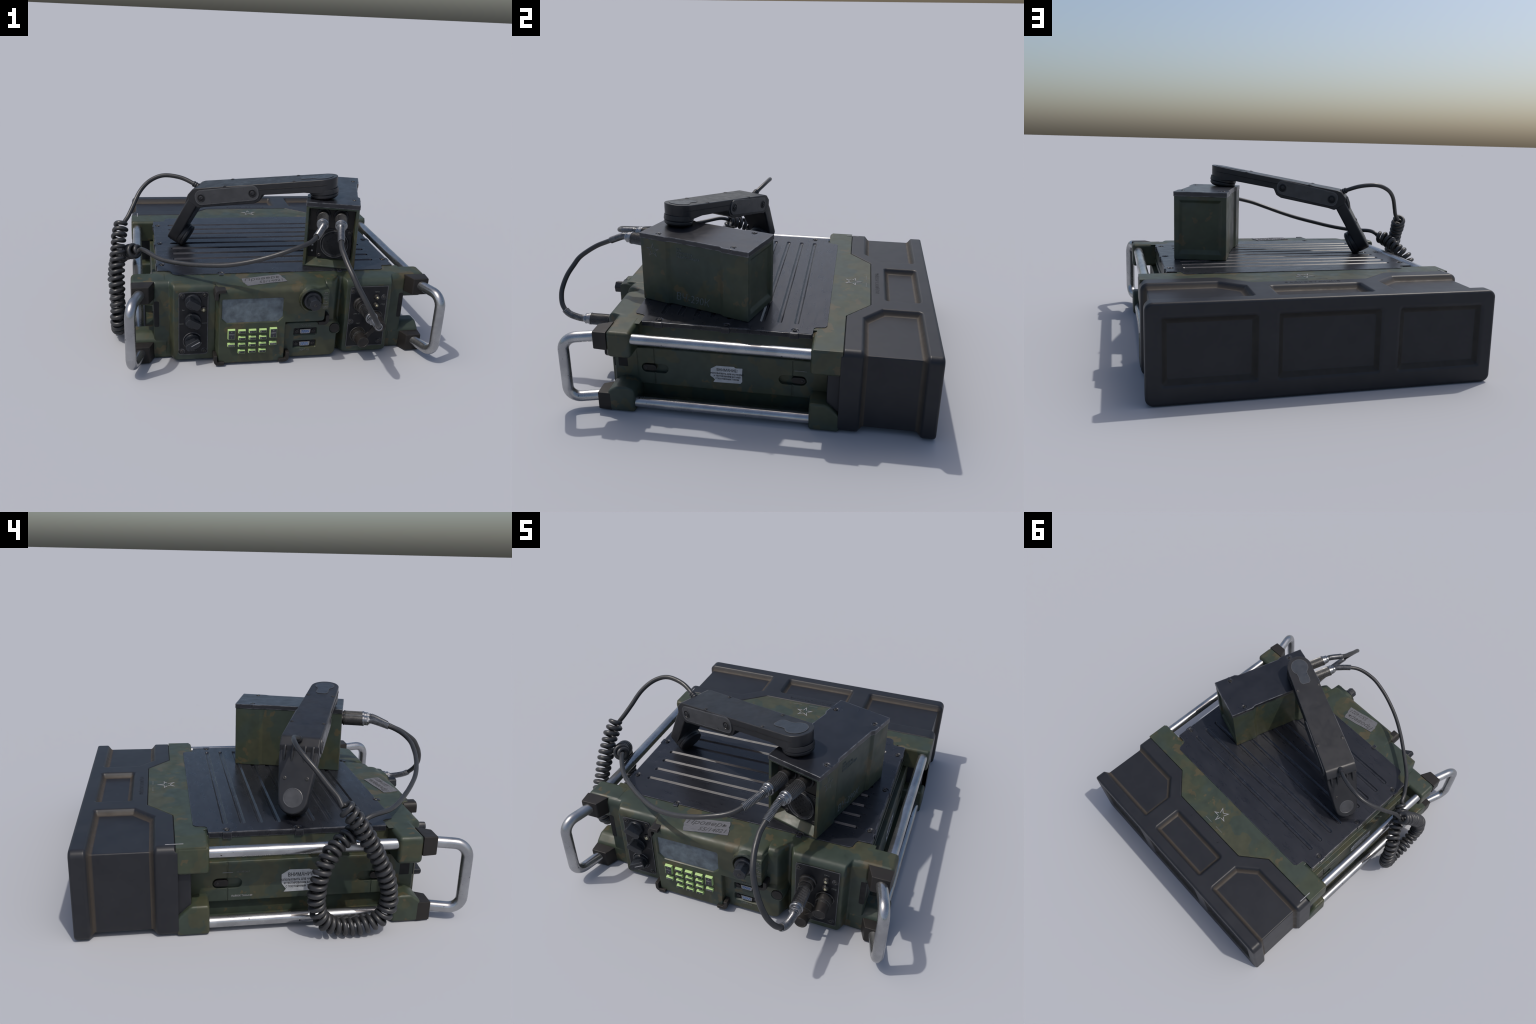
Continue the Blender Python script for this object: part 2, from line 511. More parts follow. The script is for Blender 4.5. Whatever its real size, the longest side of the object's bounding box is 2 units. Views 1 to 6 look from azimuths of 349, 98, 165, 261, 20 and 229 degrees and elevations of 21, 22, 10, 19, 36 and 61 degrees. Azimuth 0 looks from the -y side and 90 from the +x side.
def battery_case():
    hx, r, z0, z1, y0, y1 = 0.785, 0.034, 0.0, ZT + 0.002, 0.545, 1.0
    # cross-section perimeter
    per, nor = [], []

    def seg(a, b, n, nn):
        for t in np.linspace(0, 1, n, endpoint=False):
            per.append(np.array(a) * (1 - t) + np.array(b) * t)
            nor.append(nn)

    def arc(cx, cz, a0, n=12):
        for t in np.linspace(0, 90, n, endpoint=False):
            q = math.radians(a0 + t)
            per.append(np.array((cx + r * math.cos(q), cz + r * math.sin(q))))
            nor.append((math.cos(q), math.sin(q)))
    seg((hx, z0 + r), (hx, z1 - r), 24, (1, 0))
    arc(hx - r, z1 - r, 0)
    seg((hx - r, z1), (-hx + r, z1), 320, (0, 1))
    arc(-hx + r, z1 - r, 90)
    seg((-hx, z1 - r), (-hx, z0 + r), 24, (-1, 0))
    arc(-hx + r, z0 + r, 180)
    seg((-hx + r, z0), (hx - r, z0), 160, (0, -1))
    arc(hx - r, z0 + r, 270)
    per.append(per[0]); nor.append(nor[0])
    per, nor = np.array(per), np.array(nor)
    ys = np.unique(np.round(np.r_[np.linspace(y0, y1 - 0.012, 130)], 5))
    rows, matr = [], []
    for y in ys:
        dx, z = per[:, 0], per[:, 1]
        d = 0.027 * (1 - sst(-0.0170, 0.0130, pocket_sd(dx, np.full_like(dx, y))))
        up = (nor[:, 1] > 0.2)
        t = tongue_sd(dx, np.full_like(dx, y))
        d = np.where(up, np.maximum(d, 0.012 * (1 - sst(-0.004, 0.001, t)) * sst(0.2, 0.9, nor[:, 1])), d)
        rows.append(np.c_[dx - nor[:, 0] * d + XC, np.full_like(dx, y), z - nor[:, 1] * d])
    ry = 0.012
    for q in (30, 60, 90):
        k = ry * (1 - math.cos(math.radians(q)))
        rows.append(np.c_[per[:, 0] - nor[:, 0] * k + XC, np.full(len(per), y1 - ry + ry * math.sin(math.radians(q))), per[:, 1] - nor[:, 1] * k])
    P = np.array(rows)
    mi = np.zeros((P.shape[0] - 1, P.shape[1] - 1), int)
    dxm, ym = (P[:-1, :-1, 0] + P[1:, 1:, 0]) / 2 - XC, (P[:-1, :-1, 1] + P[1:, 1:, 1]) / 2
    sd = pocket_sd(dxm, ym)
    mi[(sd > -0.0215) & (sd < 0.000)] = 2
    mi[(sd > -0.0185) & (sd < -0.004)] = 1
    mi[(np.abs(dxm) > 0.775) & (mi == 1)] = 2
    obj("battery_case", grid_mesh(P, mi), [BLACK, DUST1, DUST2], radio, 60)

    # rear face: sunken panels in a rounded frame, filling the loft's end
    xs, zs = np.linspace(-hx + ry, hx - ry, 300), np.linspace(z0 + ry, z1 - ry, 90)
    X, Z = np.meshgrid(xs, zs)
    rr = r - ry
    # squeeze the corners of the grid onto the rounded outline
    cx, cz = hx - ry - rr, (z1 - z0) / 2 - ry - rr
    zc = (z0 + z1) / 2
    ex, ez = np.maximum(np.abs(X) - cx, 0), np.maximum(np.abs(Z - zc) - cz, 0)
    m, h = np.maximum(ex, ez), np.hypot(ex, ez)
    k = np.where((ex > 0) & (ez > 0), m / np.maximum(h, 1e-9), 1)
    X2 = np.sign(X) * (np.minimum(np.abs(X), cx) + ex * k)
    Z2 = zc + np.sign(Z - zc) * (np.minimum(np.abs(Z - zc), cz) + ez * k)
    sd = np.minimum.reduce([sd_rect(X2, Z2, a, b, 0.083, 0.374, 0.014) for a, b in ((-0.722, -0.316), (-0.234, 0.234), (0.316, 0.722))])
    D = 0.021 * (1 - sst(-0.031, 0.010, sd))
    P = np.stack([X2 + XC, np.full_like(X2, y1) - D, Z2], -1)
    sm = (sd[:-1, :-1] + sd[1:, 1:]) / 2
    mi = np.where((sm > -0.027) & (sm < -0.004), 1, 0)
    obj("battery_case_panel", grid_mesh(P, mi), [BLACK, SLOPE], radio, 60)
    # front closing plug and the side skirts that run forward between the green blocks
    box("case_skirt", (XC - 0.762, 0.486, 0.085), (XC + 0.762, 0.60, 0.33), BLACK, radio, 0.01)
    box("case_core", (XC - 0.755, 0.552, 0.02), (XC + 0.755, 0.62, 0.40), BLACK, radio, 0.0)


battery_case()


# ---------------- chassis
def chassis():
    box("chassis", (XC - 0.646, -0.52, 0.0035), (XC + 0.646, 0.57, ZT - 0.0105), CAMO, radio, 0.006)
    box("chassis_floor", (XC - 0.715, -0.50, 0.0030), (XC + 0.715, 0.48, 0.018), CAMO, radio, 0.004)
    # side panels with latch pockets and seams
    for s in (1, -1):
        x0, x1 = 0.63, 0.672
        bm = box_bm((x0, -0.515, 0.098), (x1, 0.490, 0.302), 0.006, 2)
        cuts = []
        for y in (-0.367, 0.318):
            cuts.append(from_bm(prism_bm([(p[0], p[1]) for p in rrect(y - 0.068, y + 0.068, 0.192 - 0.026, 0.192 + 0.026, 0.0255, 8)], -0.01, 0.02)))
            cuts[-1].transform(Matrix.Translation((x1 - 0.010, 0, 0)) @ Matrix(((0, 0, 1, 0), (1, 0, 0, 0), (0, 1, 0, 0), (0, 0, 0, 1))))
            cuts.append(from_bm(box_bm((x1 - 0.004, y - 0.0035, 0.09), (x1 + 0.01, y + 0.0035, 0.31))))
        me = boolean(from_bm(bm), cuts, bevel=0.0055, seg=3)
        me.transform(Matrix.Diagonal((s, 1, 1, 1)))
        if s < 0:
            me.flip_normals()
        me.transform(Matrix.Translation((XC, 0, 0)))
        obj("side_panel", me, CAMO, radio, 40)
        for y in (-0.367, 0.318):
            off = (-0.028 if y < 0 else 0.028)
            yy = y + off if s > 0 else y + off
            lv = prism("side_latch", rrect(-0.034, 0.034, -0.0165, 0.0165, 0.016, 6), -0.012, 0.002, GUARD, radio, 0.003,
                       mtx=face_side(XC + s * 0.6705, yy, 0.192, s))
            screw(lv, Matrix.Translation(((-0.018 if (y < 0) == (s > 0) else 0.018), 0, 0.002)), 0.007, 0.003, DARKMETAL)
        # raised rim above the panel, below the top plate
        box("side_ledge", (XC + s * 0.640 - 0.012, -0.50, 0.335), (XC + s * 0.640 + 0.012, 0.48, 0.349), CAMO, radio, 0.003)

    # rear corner blocks and top yoke
    for s in (1, -1):
        a, b = sorted((XC + s * 0.60, XC + s * 0.7862))
        box("rail_block", (a, 0.407, 0.302), (b, 0.5535, ZT), CAMO, radio, 0.016, 3)
        # lower block with its rear upper corner cut away
        prof = [(0.407, 0.0), (0.5535, 0.0), (0.5535, 0.088), (0.492, 0.146), (0.407, 0.146)]
        me = from_bm(prism_bm(prof, a, b, 0.014, 3))
        me.transform(Matrix(((0, 0, 1, 0), (1, 0, 0, 0), (0, 1, 0, 0), (0, 0, 0, 1))))
        obj("rail_block", me, CAMO, radio, 40)
        # front blocks
        box("rail_block", (a, -0.565, 0.300), (b, -0.444, ZT + 0.0016), CAMO, radio, 0.020, 3)
        prof = [(-0.575, 0.0), (-0.442, 0.0), (-0.442, 0.122), (-0.470, 0.140), (-0.530, 0.140), (-0.578, 0.108)]
        me = from_bm(prism_bm(prof, a, b, 0.014, 3))
        me.transform(Matrix(((0, 0, 1, 0), (1, 0, 0, 0), (0, 1, 0, 0), (0, 0, 0, 1))))
        obj("rail_block", me, CAMO, radio, 40)

    # green tongue on top, following the seam of the case
    tip = [(0.7845, 0.5525), (0.4235, 0.5525), (0.281, 0.6735)]
    out = [(0.7845, 0.42)] + tip + [(-x, y) for x, y in tip[::-1]] + [(-0.7845, 0.42)]
    inner = [(-0.60, 0.42), (-0.60, 0.40), (-0.5, 0.40), (0.5, 0.40), (0.60, 0.40), (0.60, 0.42)]
    prism("top_tongue", [(x + XC, y) for x, y in out + inner], 0.41, ZT + 0.0008, CAMO, radio, 0.0035, 2)
    tip2 = [(0.60, 0.42), (0.60, 0.55), (-0.60, 0.55), (-0.60, 0.42)]
    prism("bottom_yoke", [(x + XC, y) for x, y in tip2], 0.0025, 0.02, CAMO, radio, 0.002)


chassis()


# ---------------- top plate with pressed grooves
def top_plate():
    half = [(0.556, -0.489), (0.572, -0.480), (0.579, -0.447), (0.590, -0.432), (0.6465, -0.4300), (0.6465, 0.4030),
            (0.588, 0.4045), (0.578, 0.414), (0.571, 0.455), (0.556, 0.4665)]
    out = [(x + XC, y) for x, y in half] + [(XC - x, y) for x, y in half[::-1]]
    bm = prism_bm(out, ZT - 0.008, ZT + 0.0045)
    cuts = []
    for k in range(9):
        y = -0.348 + k * 0.0833
        top = rrect(XC - 0.563, XC + 0.563, y - 0.0140, y + 0.0140, 0.0138, 6)
        bot = rrect(XC - 0.5550, XC + 0.5550, y - 0.0046, y + 0.0046, 0.0045, 6)
        c = bmesh.new()
        lo = [c.verts.new((px, py, ZT - 0.0025)) for px, py in bot]
        hi = [c.verts.new((px, py, ZT + 0.0050)) for px, py in top]
        c.faces.new(lo[::-1]); c.faces.new(hi)
        for i in range(len(lo)):
            c.faces.new((lo[i], lo[(i + 1) % len(lo)], hi[(i + 1) % len(lo)], hi[i]))
        cuts.append(from_bm(c))
    # dished screw seats
    seats = [(XC + s * 0.622, y) for s in (1, -1) for y in (-0.346, -0.014, 0.317)] + [(XC + s * 0.321, -0.486) for s in (1, -1)]
    for x, y in seats:
        c = prism_bm(circle(x, y, 0.021, 24), ZT + 0.0008, ZT + 0.01)
        for v in c.verts:
            if v.co.z < ZT + 0.002:
                v.co.x = x + (v.co.x - x) * 0.78
                v.co.y = y + (v.co.y - y) * 0.78
        cuts.append(from_bm(c))
    me = boolean(from_bm(bm), cuts, bevel=0.0016, seg=2, angle=48)
    plate = obj("top_plate", me, PLATE, radio, 30)
    for s in (1, -1):
        x0, x1 = sorted((XC + s * 0.6455, XC + s * 0.6500))
        box("plate_flange", (x0, -0.427, ZT - 0.021), (x1, 0.400, ZT + 0.0025), PLATE, plate, 0.0015)
    for x, y in seats:
        screw(plate, Matrix.Translation((x, y, ZT + 0.0015)), 0.0105, 0.005, DARKMETAL)
        if y > -0.45:
            s = 1 if x > XC else -1
            x0, x1 = sorted((XC + s * 0.6420, XC + s * 0.6550))
            box("plate_tab", (x0, y - 0.021, ZT - 0.027), (x1, y + 0.021, ZT + 0.0055), PLATE, plate, 0.004)
        else:
            box("plate_tab", (x - 0.012, y - 0.022, ZT - 0.002), (x + 0.012, y - 0.002, ZT + 0.006), PLATE, plate, 0.003)


top_plate()


# ---------------- sculpted front casting
def front_height(x, z):
    """How far the front stands out from the flange plane at y=-0.575."""
    def lump(sd, h, soft):
        return h * (1 - sst(-soft, soft, sd))
    p = np.zeros_like(x)
    for sd, h, soft in (
            (sd_rect(x, z, -0.532, -0.300, 0.004, 0.60, 0.03), 0.050, 0.013),
            (sd_rect(x, z, 0.375, 0.640, 0.004, 0.60, 0.03), 0.050, 0.013),
            (sd_rect(x, z, -0.309, 0.268, 0.222, 0.60, 0.03), 0.105, 0.014),
            (sd_rect(x, z, -0.309, 0.060, 0.000, 0.60, 0.03), 0.105, 0.014),
            (sd_rect(x, z, 0.030, 0.348, 0.002, 0.226, 0.045), 0.077, 0.015),
            (sd_rect(x, z, 0.150, 0.335, -0.05, 0.60, 0.03), 0.062, 0.022)):
        p = np.maximum(p, lump(sd, h, soft))
    kb = np.minimum(np.hypot(x - 0.178, z - 0.361) - 0.068, sd_rect(x, z, 0.178, 0.270, 0.304, 0.423, 0.010))
    p = np.maximum(p, lump(kb, 0.128, 0.0055))
    kw = np.hypot(x - 0.178, z - 0.361) - 0.0525
    p = p - lump(kw, 0.016, 0.004)
    port = np.hypot(x - 0.324, z - 0.172) - 0.036
    p = np.maximum(p, lump(port, 0.082, 0.006))
    p = p - lump(np.hypot(x - 0.324, z - 0.175) - 0.0285, 0.010, 0.002)
    scr = np.maximum(sd_rect(x, z, -0.284, 0.034, 0.240, 0.374, 0.010), (np.abs(x + 0.125) - 0.159 + (0.240 - z) + 0.026) * 0.707)
    p = p - lump(scr, 0.008, 0.0025)
    for zc in (0.1605, 0.0875):
        p = p - lump(sd_rect(x, z, 0.104, 0.228, zc - 0.0205, zc + 0.0205, 0.006), 0.012, 0.0022)
    return p


def front_casting():
    xs = np.linspace(XC - 0.674, XC + 0.674, 560)
    zs = np.unique(np.r_[np.linspace(0.0, ZT, 176), np.linspace(ZT - 0.012, ZT, 12), np.linspace(0, 0.008, 6)])
    X, Z = np.meshgrid(xs, zs)
    H = front_height(X, Z)
    body = front_height(X, np.full_like(Z, 0.41))
    ry = 0.028 + 0.20 * np.maximum(body - 0.02, 0)
    rz = np.full_like(ry, 0.034)
    t = np.clip((Z - (ZT - rz)) / rz, 0, 1)
    back = ry * (1 - np.sqrt(np.maximum(1 - t ** 2.0, 0)))
    tb = np.clip((0.016 - Z) / 0.016, 0, 1)
    back += 0.016 * (1 - np.sqrt(np.maximum(1 - tb ** 2, 0)))
    sx = np.clip((np.abs(X - XC) - 0.662) / 0.012, 0, 1)
    back += 0.010 * (1 - np.sqrt(np.maximum(1 - sx ** 2, 0)))
    Y = -0.575 - H + back
    P = np.stack([X, Y, Z], -1)
    top = P[-1:].copy(); top[..., 1] = -0.432
    mid = P[-1:].copy(); mid[..., 1] = (mid[..., 1] * 0.5 - 0.480 * 0.5)
    bot = P[:1].copy(); bot[..., 1] = -0.45
    P = np.concatenate([bot, P, mid, top], 0)
    l, r_ = P[:, :1].copy(), P[:, -1:].copy()
    l[..., 1], r_[..., 1] = -0.455, -0.455
    P = np.concatenate([l, P, r_], 1)
    obj("front_casting", grid_mesh(P), CAMO, radio, 55)
    # ears of the flange carry a black insert each side
    for s in (1, -1):
        a, b = sorted((XC + s * 0.646, XC + s * 0.6725))
        prism("flange_insert", rrect(a, b, 0.184, 0.330, 0.008, 3), 0.500, 0.5758, DARK, radio, 0.002,
              mtx=Matrix(((1, 0, 0, 0), (0, 0, -1, 0), (0, 1, 0, 0), (0, 0, 0, 1))))
        c, d = sorted((XC + s * 0.668, XC + s * 0.6752))
        box("flange_slot", (c, -0.553, 0.190), (d, -0.505, 0.322), DARK, radio, 0.002)
        # guards that hold the grip
        for z0, z1 in ((0.338, ZT + 0.0005), (0.0015, 0.100)):
            bm = box_bm((0.667, z0, 0.560), (0.7868, z1, 0.630), 0, top=(0.031, 0.004, 0.001, 0.003))
            bm_bevel(bm, 0.006, 2)
            me = from_bm(bm)
            me.transform(Matrix.Translation((XC, 0, 0)) @ Matrix.Diagonal((s, 1, 1, 1)) @ Matrix(((1, 0, 0, 0), (0, 0, -1, 0), (0, 1, 0, 0), (0, 0, 0, 1))))
            if s < 0:
                me.flip_normals()
            g = obj("grip_guard", me, GUARD, radio, 40)
    # the screen
    prism("display_screen", [(-0.288, 0.378), (-0.288, 0.262), (-0.262, 0.236), (0.012, 0.236), (0.038, 0.262), (0.038, 0.378)], 0.664, 0.6735, SCREEN, radio,
          mtx=Matrix(((1, 0, 0, 0), (0, 0, -1, 0), (0, 1, 0, 0), (0, 0, 0, 1))))


front_casting()
FRONT = Matrix(((1, 0, 0, 0), (0, 0, -1, 0), (0, 1, 0, 0), (0, 0, 0, 1)))   # (x, z, depth) -> world


def l_bracket(x, z, sx, sz, arm=0.056, w=0.019, r=0.026):
    """Rounded L that wraps a corner; sx, sz point from the outer corner inward."""
    pts = [(arm, 0)]
    pts += [(r - r * math.sin(t), r - r * math.cos(t)) for t in np.linspace(0, math.pi / 2, 6)]
    pts += [(0, arm), (w, arm)]
    ri = max(r - w, 0.004)
    pts += [(w + ri - ri * math.cos(t), w + ri - ri * math.sin(t)) for t in np.linspace(0, math.pi / 2, 5)]
    pts += [(arm, w)]
    pts = [(x + sx * a, z + sz * b) for a, b in pts]
    return pts if sx * sz > 0 else pts[::-1]


def front_fittings():
    for x, z, sx, sz, d in ((-0.322, 0.432, 1, -1, 0.693), (-0.322, 0.004, 1, 1, 0.693), (0.077, 0.008, -1, 1, 0.693), (0.282, 0.210, -1, 1, 0.684)):
        prism("corner_guard", l_bracket(x, z, sx, sz), 0.62, d, GUARD, radio, 0.004, 2, mtx=FRONT)

    # ------------ keypad
    pw, ph, px, pz = 0.0405, 0.0205, 0.0546, 0.0385
    x0, zt = -0.253, 0.206
    marks = {(1, 0): "1", (2, 0): "2", (3, 0): "3", (1, 1): "4", (2, 1): "5", (3, 1): "6", (1, 2): "7", (2, 2): "8", (3, 2): "9",
             (1, 3): "0", (2, 3): "<", (3, 3): ">"}
    small = {(1, 0): "АБВГ", (2, 0): "ДЕЖЗ", (3, 0): "ИЙКЛ", (1, 1): "МНОП", (2, 1): "РСТУ", (3, 1): "ФХЦЧ", (1, 2): "ШЩЪЫ", (2, 2): "ЬЭЮЯ", (3, 2): "ПРОБ"}

    def key(col, z_top, h):
        a, b = x0 + col * px, x0 + col * px + pw
        k = box("key", (a, z_top - h, 0.676), (b, z_top, 0.6935), KEYGREEN, radio, 0.0022, 2, mtx=FRONT, top=(0.002, 0.002, 0.001, 0.003))
        prism("key_label", rrect(a + 0.0045, b - 0.0035, z_top - h + 0.003, z_top - 0.0055, 0.001, 2), 0.6925, 0.6941, KEYFACE, k)
        return k, (a + b) / 2, z_top - h / 2

    for col in (1, 2, 3):
        for row in range(4):
            k, cx, cz = key(col, zt - row * pz, ph)
            m = Matrix.Translation((cx - 0.010, cz - 0.002, 0.6944))
            if row == 3 and col > 1:
                m = Matrix.Translation((cx, cz - 0.001, 0.6944))
            text("key_mark", marks[(col, row)], 0.0105, PRINT, k, m, thick=0.0003)
            if (col, row) in small:
                text("key_mark", small[(col, row)], 0.0050, PRINTDIM, k, Matrix.Translation((cx + 0.006, cz + 0.0012, 0.6944)), thick=0.0003)
    for col, word in ((0, "ГРОМ"), (4, "СВЕТ")):
        k, cx, cz = key(col, zt + 0.004, 0.0565)
        text("key_mark", word, 0.0095, PRINT, k, Matrix.Translation((cx, cz + 0.001, 0.6944)), thick=0.0003)
        text("key_mark", "+", 0.012, PRINT, k, Matrix.Translation((cx, cz + 0.015, 0.6944)), thick=0.0003)
        text("key_mark", "-", 0.018, PRINT, k, Matrix.Translation((cx, cz - 0.015, 0.6944)), thick=0.0003)
    for col, word in ((0, "ВЫКЛ"), (4, "ВВОД")):
        k, cx, cz = key(col, zt - 2 * pz + 0.002, ph)
        text("key_mark", word, 0.0092, PRINT, k, Matrix.Translation((cx, cz - 0.001, 0.6944)), thick=0.0003)

    # ------------ mode knob
    kb = lathe("mode_knob", [(0.0462, 0), (0.0462, 0.018), (0.0440, 0.023), (0.0375, 0.025), (0.034, 0.0245)], KNOB, radio, face_front(0.178, -0.688, 0.361), 40)
    prism("knob_grip", circle(0, 0, 0.034, 6, 0.3), 0.02, 0.072, KNOB, kb, 0.004, 2)
    screw(kb, Matrix.Translation((0, 0, 0.072)), 0.008, 0.002, DARKMETAL)
    box("knob_pointer", (0.034, -0.004, 0.0235), (0.045, 0.004, 0.0265), LABEL, kb, 0.001, mtx=Matrix.Rotation(math.radians(-22), 4, "Z"))
    for dz, w in ((0.046, "ВЧ"), (0.020, "НЧ"), (-0.006, "АТ"), (-0.032, "ВЫКЛ")):
        text("front_print", w, 0.011, PRINTDIM, radio, face_front(0.247, -0.7036, 0.358 + dz))
        box("front_print", (0.234, -0.7040, 0.350 + dz), (0.260, -0.7030, 0.3515 + dz), PRINTDIM, radio, 0)

    # ------------ round port
    lathe("port_cap", [(0.027, -0.01), (0.027, 0.004), (0.025, 0.006), (0.012, 0.0065)], GUARD, radio, face_front(0.324, -0.6505, 0.175), 32)

    # ------------ serial ports
    for zc in (0.1605, 0.0875):
        back = prism("serial_port", rrect(0.106, 0.226, zc - 0.0185, zc + 0.0185, 0.005, 3), 0.632, 0.6425, DARK, radio, mtx=FRONT)
        shell = [(0.137, zc + 0.0125), (0.139, zc - 0.009), (0.143, zc - 0.0125), (0.189, zc - 0.0125), (0.193, zc - 0.009), (0.195, zc + 0.0125)]
        prism("port_shell", shell, 0.642, 0.6500, CHROME, back, 0.0015)
        prism("port_core", [(0.166 + (x - 0.166) * 0.74, zc + (z - zc) * 0.58) for x, z in shell], 0.645, 0.6506, BLUE, back)
        for k in range(9):
            row = k % 2
            lathe("port_pin", [(0.0025, 0), (0.0025, 0.0010), (0.001, 0.0014)], PRINT, back, Matrix.Translation((0.148 + k * 0.0045, zc + (0.0032 if row == 0 else -0.0032), 0.6505)), 8)
        for dx in (-0.045, 0.045):
            prism("port_nut", circle(0.166 + dx, zc, 0.0088, 6), 0.642, 0.6475, DARKMETAL, back, 0.001)
            lathe("port_nut_hole", [(0.0045, 0), (0.0045, 0.0008)], DARK, back, Matrix.Translation((0.166 + dx, zc, 0.6472)), 12)
    text("front_print", "ПОРТ.-01", 0.013, PRINTDIM, radio, face_front(0.166, -0.6525, 0.197))
    text("front_print", "ПОРТ.-02", 0.013, PRINTDIM, radio, face_front(0.166, -0.6525, 0.052))

    # ------------ left control panel
    pl = prism("control_panel", rrect(-0.498, -0.348, 0.044, 0.398, 0.012, 4), 0.615, 0.6285, PANEL, radio, 0.002, 2, mtx=FRONT)
    edge = rrect(-0.4965, -0.3495, 0.0455, 0.3965, 0.011, 4)
    bm = bmesh.new(); stroke_bm(bm, edge, 0.0035, 0.628, 0.6291, True)
    obj("worn_border", from_bm(bm), WEAR, pl, 0)
    for x, z in ((-0.482, 0.380), (-0.365, 0.380), (-0.365, 0.064), (-0.482, 0.064)):
        seat = lathe("screw_seat", [(0.0165, 0), (0.0165, 0.0008), (0.0115, 0.0016), (0.0110, 0.0002)], PANEL, pl, Matrix.Translation((x, z, 0.6284)), 24)
        screw(seat, Matrix.Translation((0, 0, 0.0004)), 0.0095, 0.004, DARKMETAL)
    for z, ang, ring in ((0.346, -34, False), (0.241, -34, False), (0.123, 24, True)):
        k = lathe("pointer_knob", [(0.0425, 0), (0.0425, 0.010), (0.040, 0.014), (0.030, 0.015)], KNOB, pl, Matrix.Translation((-0.426, z, 0.628)) @ Matrix.Rotation(math.radians(ang), 4, "Z"), 40)
        # grip bar: a disc segment, higher at the pointer
        w = 0.021
        r = 0.0405
        a0 = math.asin(w / r)
        arc1 = [(r * math.cos(t), r * math.sin(t)) for t in np.linspace(-a0, a0, 7)]
        arc2 = [(r * math.cos(t), r * math.sin(t)) for t in np.linspace(math.pi - a0, math.pi + a0, 7)]
        bm = prism_bm(arc1 + arc2, 0.012, 0.052, 0)
        for v in bm.verts:
            if v.co.z > 0.03:
                v.co.z -= 0.008 * (v.co.x / r)
                v.co.y *= 0.88
        bm_bevel(bm, 0.004, 2)
        obj("knob_grip", from_bm(bm), KNOB, k)
        if ring:
            P = np.array([(0.0475 * math.cos(t), 0.0475 * math.sin(t), 0.001) for t in np.linspace(0.2, 2 * math.pi - 0.6, 50)])
            tube("knob_ring", P, 0.0025, WEAR, k, 8)
            box("knob_line", (-0.034, -0.002, 0.0495), (0.030, 0.002, 0.0525), PRINT, k, 0.0006, mtx=Matrix.Rotation(math.radians(7), 4, "Y"))
    led = lathe("signal_lamp", [(0.0175, 0), (0.0175, 0.006), (0.0135, 0.009), (0.0125, 0.006)], DARKMETAL, pl, Matrix.Translation((-0.372, 0.300, 0.628)), 24)
    lathe("lamp_lens", [(0.011, 0), (0.010, 0.010), (0.006, 0.015), (0.001, 0.017)], BRASS, led, None, 16)
    for s, x, z in (("ВЫ", -0.474, 0.300), ("КАН1", -0.483, 0.223), ("КАН2", -0.366, 0.223), ("- ГРОМ +", -0.425, 0.066)):
        text("front_print", s, 0.0095, PRINTDIM, pl, Matrix.Translation((x, z, 0.6290)), thick=0.0004)

    # ------------ right connector panel
    out = [(0.404, 0.048), (0.404, 0.150), (0.404, 0.394), (0.426, 0.398), (0.612, 0.398), (0.612, 0.045), (0.408, 0.045)]
    pr = prism("connector_panel", out, 0.615, 0.6285, PANEL, radio, 0.002, 2, mtx=FRONT)
    bm = bmesh.new(); stroke_bm(bm, [(x + (0.508 - x) * 0.012, z + (0.22 - z) * 0.008) for x, z in out], 0.0035, 0.628, 0.6291, True)
    obj("worn_border", from_bm(bm), WEAR, pr, 0)
    for x, z in ((0.418, 0.374), (0.594, 0.334), (0.419, 0.195), (0.588, 0.075)):
        seat = lathe("screw_seat", [(0.0165, 0), (0.0165, 0.0008), (0.0115, 0.0016), (0.0110, 0.0002)], PANEL, pr, Matrix.Translation((x, z, 0.6284)), 24)
        screw(seat, Matrix.Translation((0, 0, 0.0004)), 0.0095, 0.004, DARKMETAL)
    for z in (0.336, 0.290):
        b = lathe("signal_lamp", [(0.016, 0), (0.016, 0.004), (0.0135, 0.010), (0.012, 0.014), (0.010, 0.015)], DARKMETAL, pr, Matrix.Translation((0.5515, z, 0.628)), 24)
        lathe("lamp_lens", [(0.008, 0), (0.0075, 0.017), (0.004, 0.021), (0.001, 0.022)], BRASS, b, None, 16)
    for s, x, z in (("ПРМ", 0.551, 0.364), ("ПРД", 0.590, 0.290), ("АНТ-01", 0.450, 0.240), ("ПИТ", 0.462, 0.181)):
        text("front_print", s, 0.011, PRINTDIM, pr, Matrix.Translation((x, z, 0.6290)), thick=0.0004)
    # capped sockets joined by a strap
    for cx, cz, tilt in ((0.466, 0.117, 0.0), (0.551, 0.216, 0.10)):
        m = Matrix.Translation((cx, cz, 0.627)) @ Matrix.Rotation(tilt, 4, "X")
        s = lathe("capped_socket", [(0.0455, 0), (0.0455, 0.003), (0.043, 0.0055), (0.0405, 0.0055), (0.039, 0.002), (0.0385, 0.002), (0.0385, 0.024), (0.0372, 0.028),
                                    (0.0372, 0.034), (0.0345, 0.036), (0.0345, 0.040), (0.0365, 0.042), (0.0355, 0.050)], DARKMETAL, pr, m, 40)
        lathe("socket_cap", [(0.0340, 0.040), (0.0340, 0.060), (0.0325, 0.064), (0.0325, 0.094), (0.0305, 0.099), (0.0235, 0.100), (0.0225, 0.0985)], GUARD, s, None, 36)
    a, b = Vector((0.466, 0.117)), Vector((0.551, 0.210))
    d = (b - a).normalized(); n = Vector((-d.y, d.x))
    st = [a + n * 0.017 + d * 0.01, a - n * 0.017 + d * 0.01, a.lerp(b, 0.5) - n * 0.010, b - n * 0.020 - d * 0.006, b + n * 0.020 - d * 0.006, a.lerp(b, 0.5) + n * 0.010]
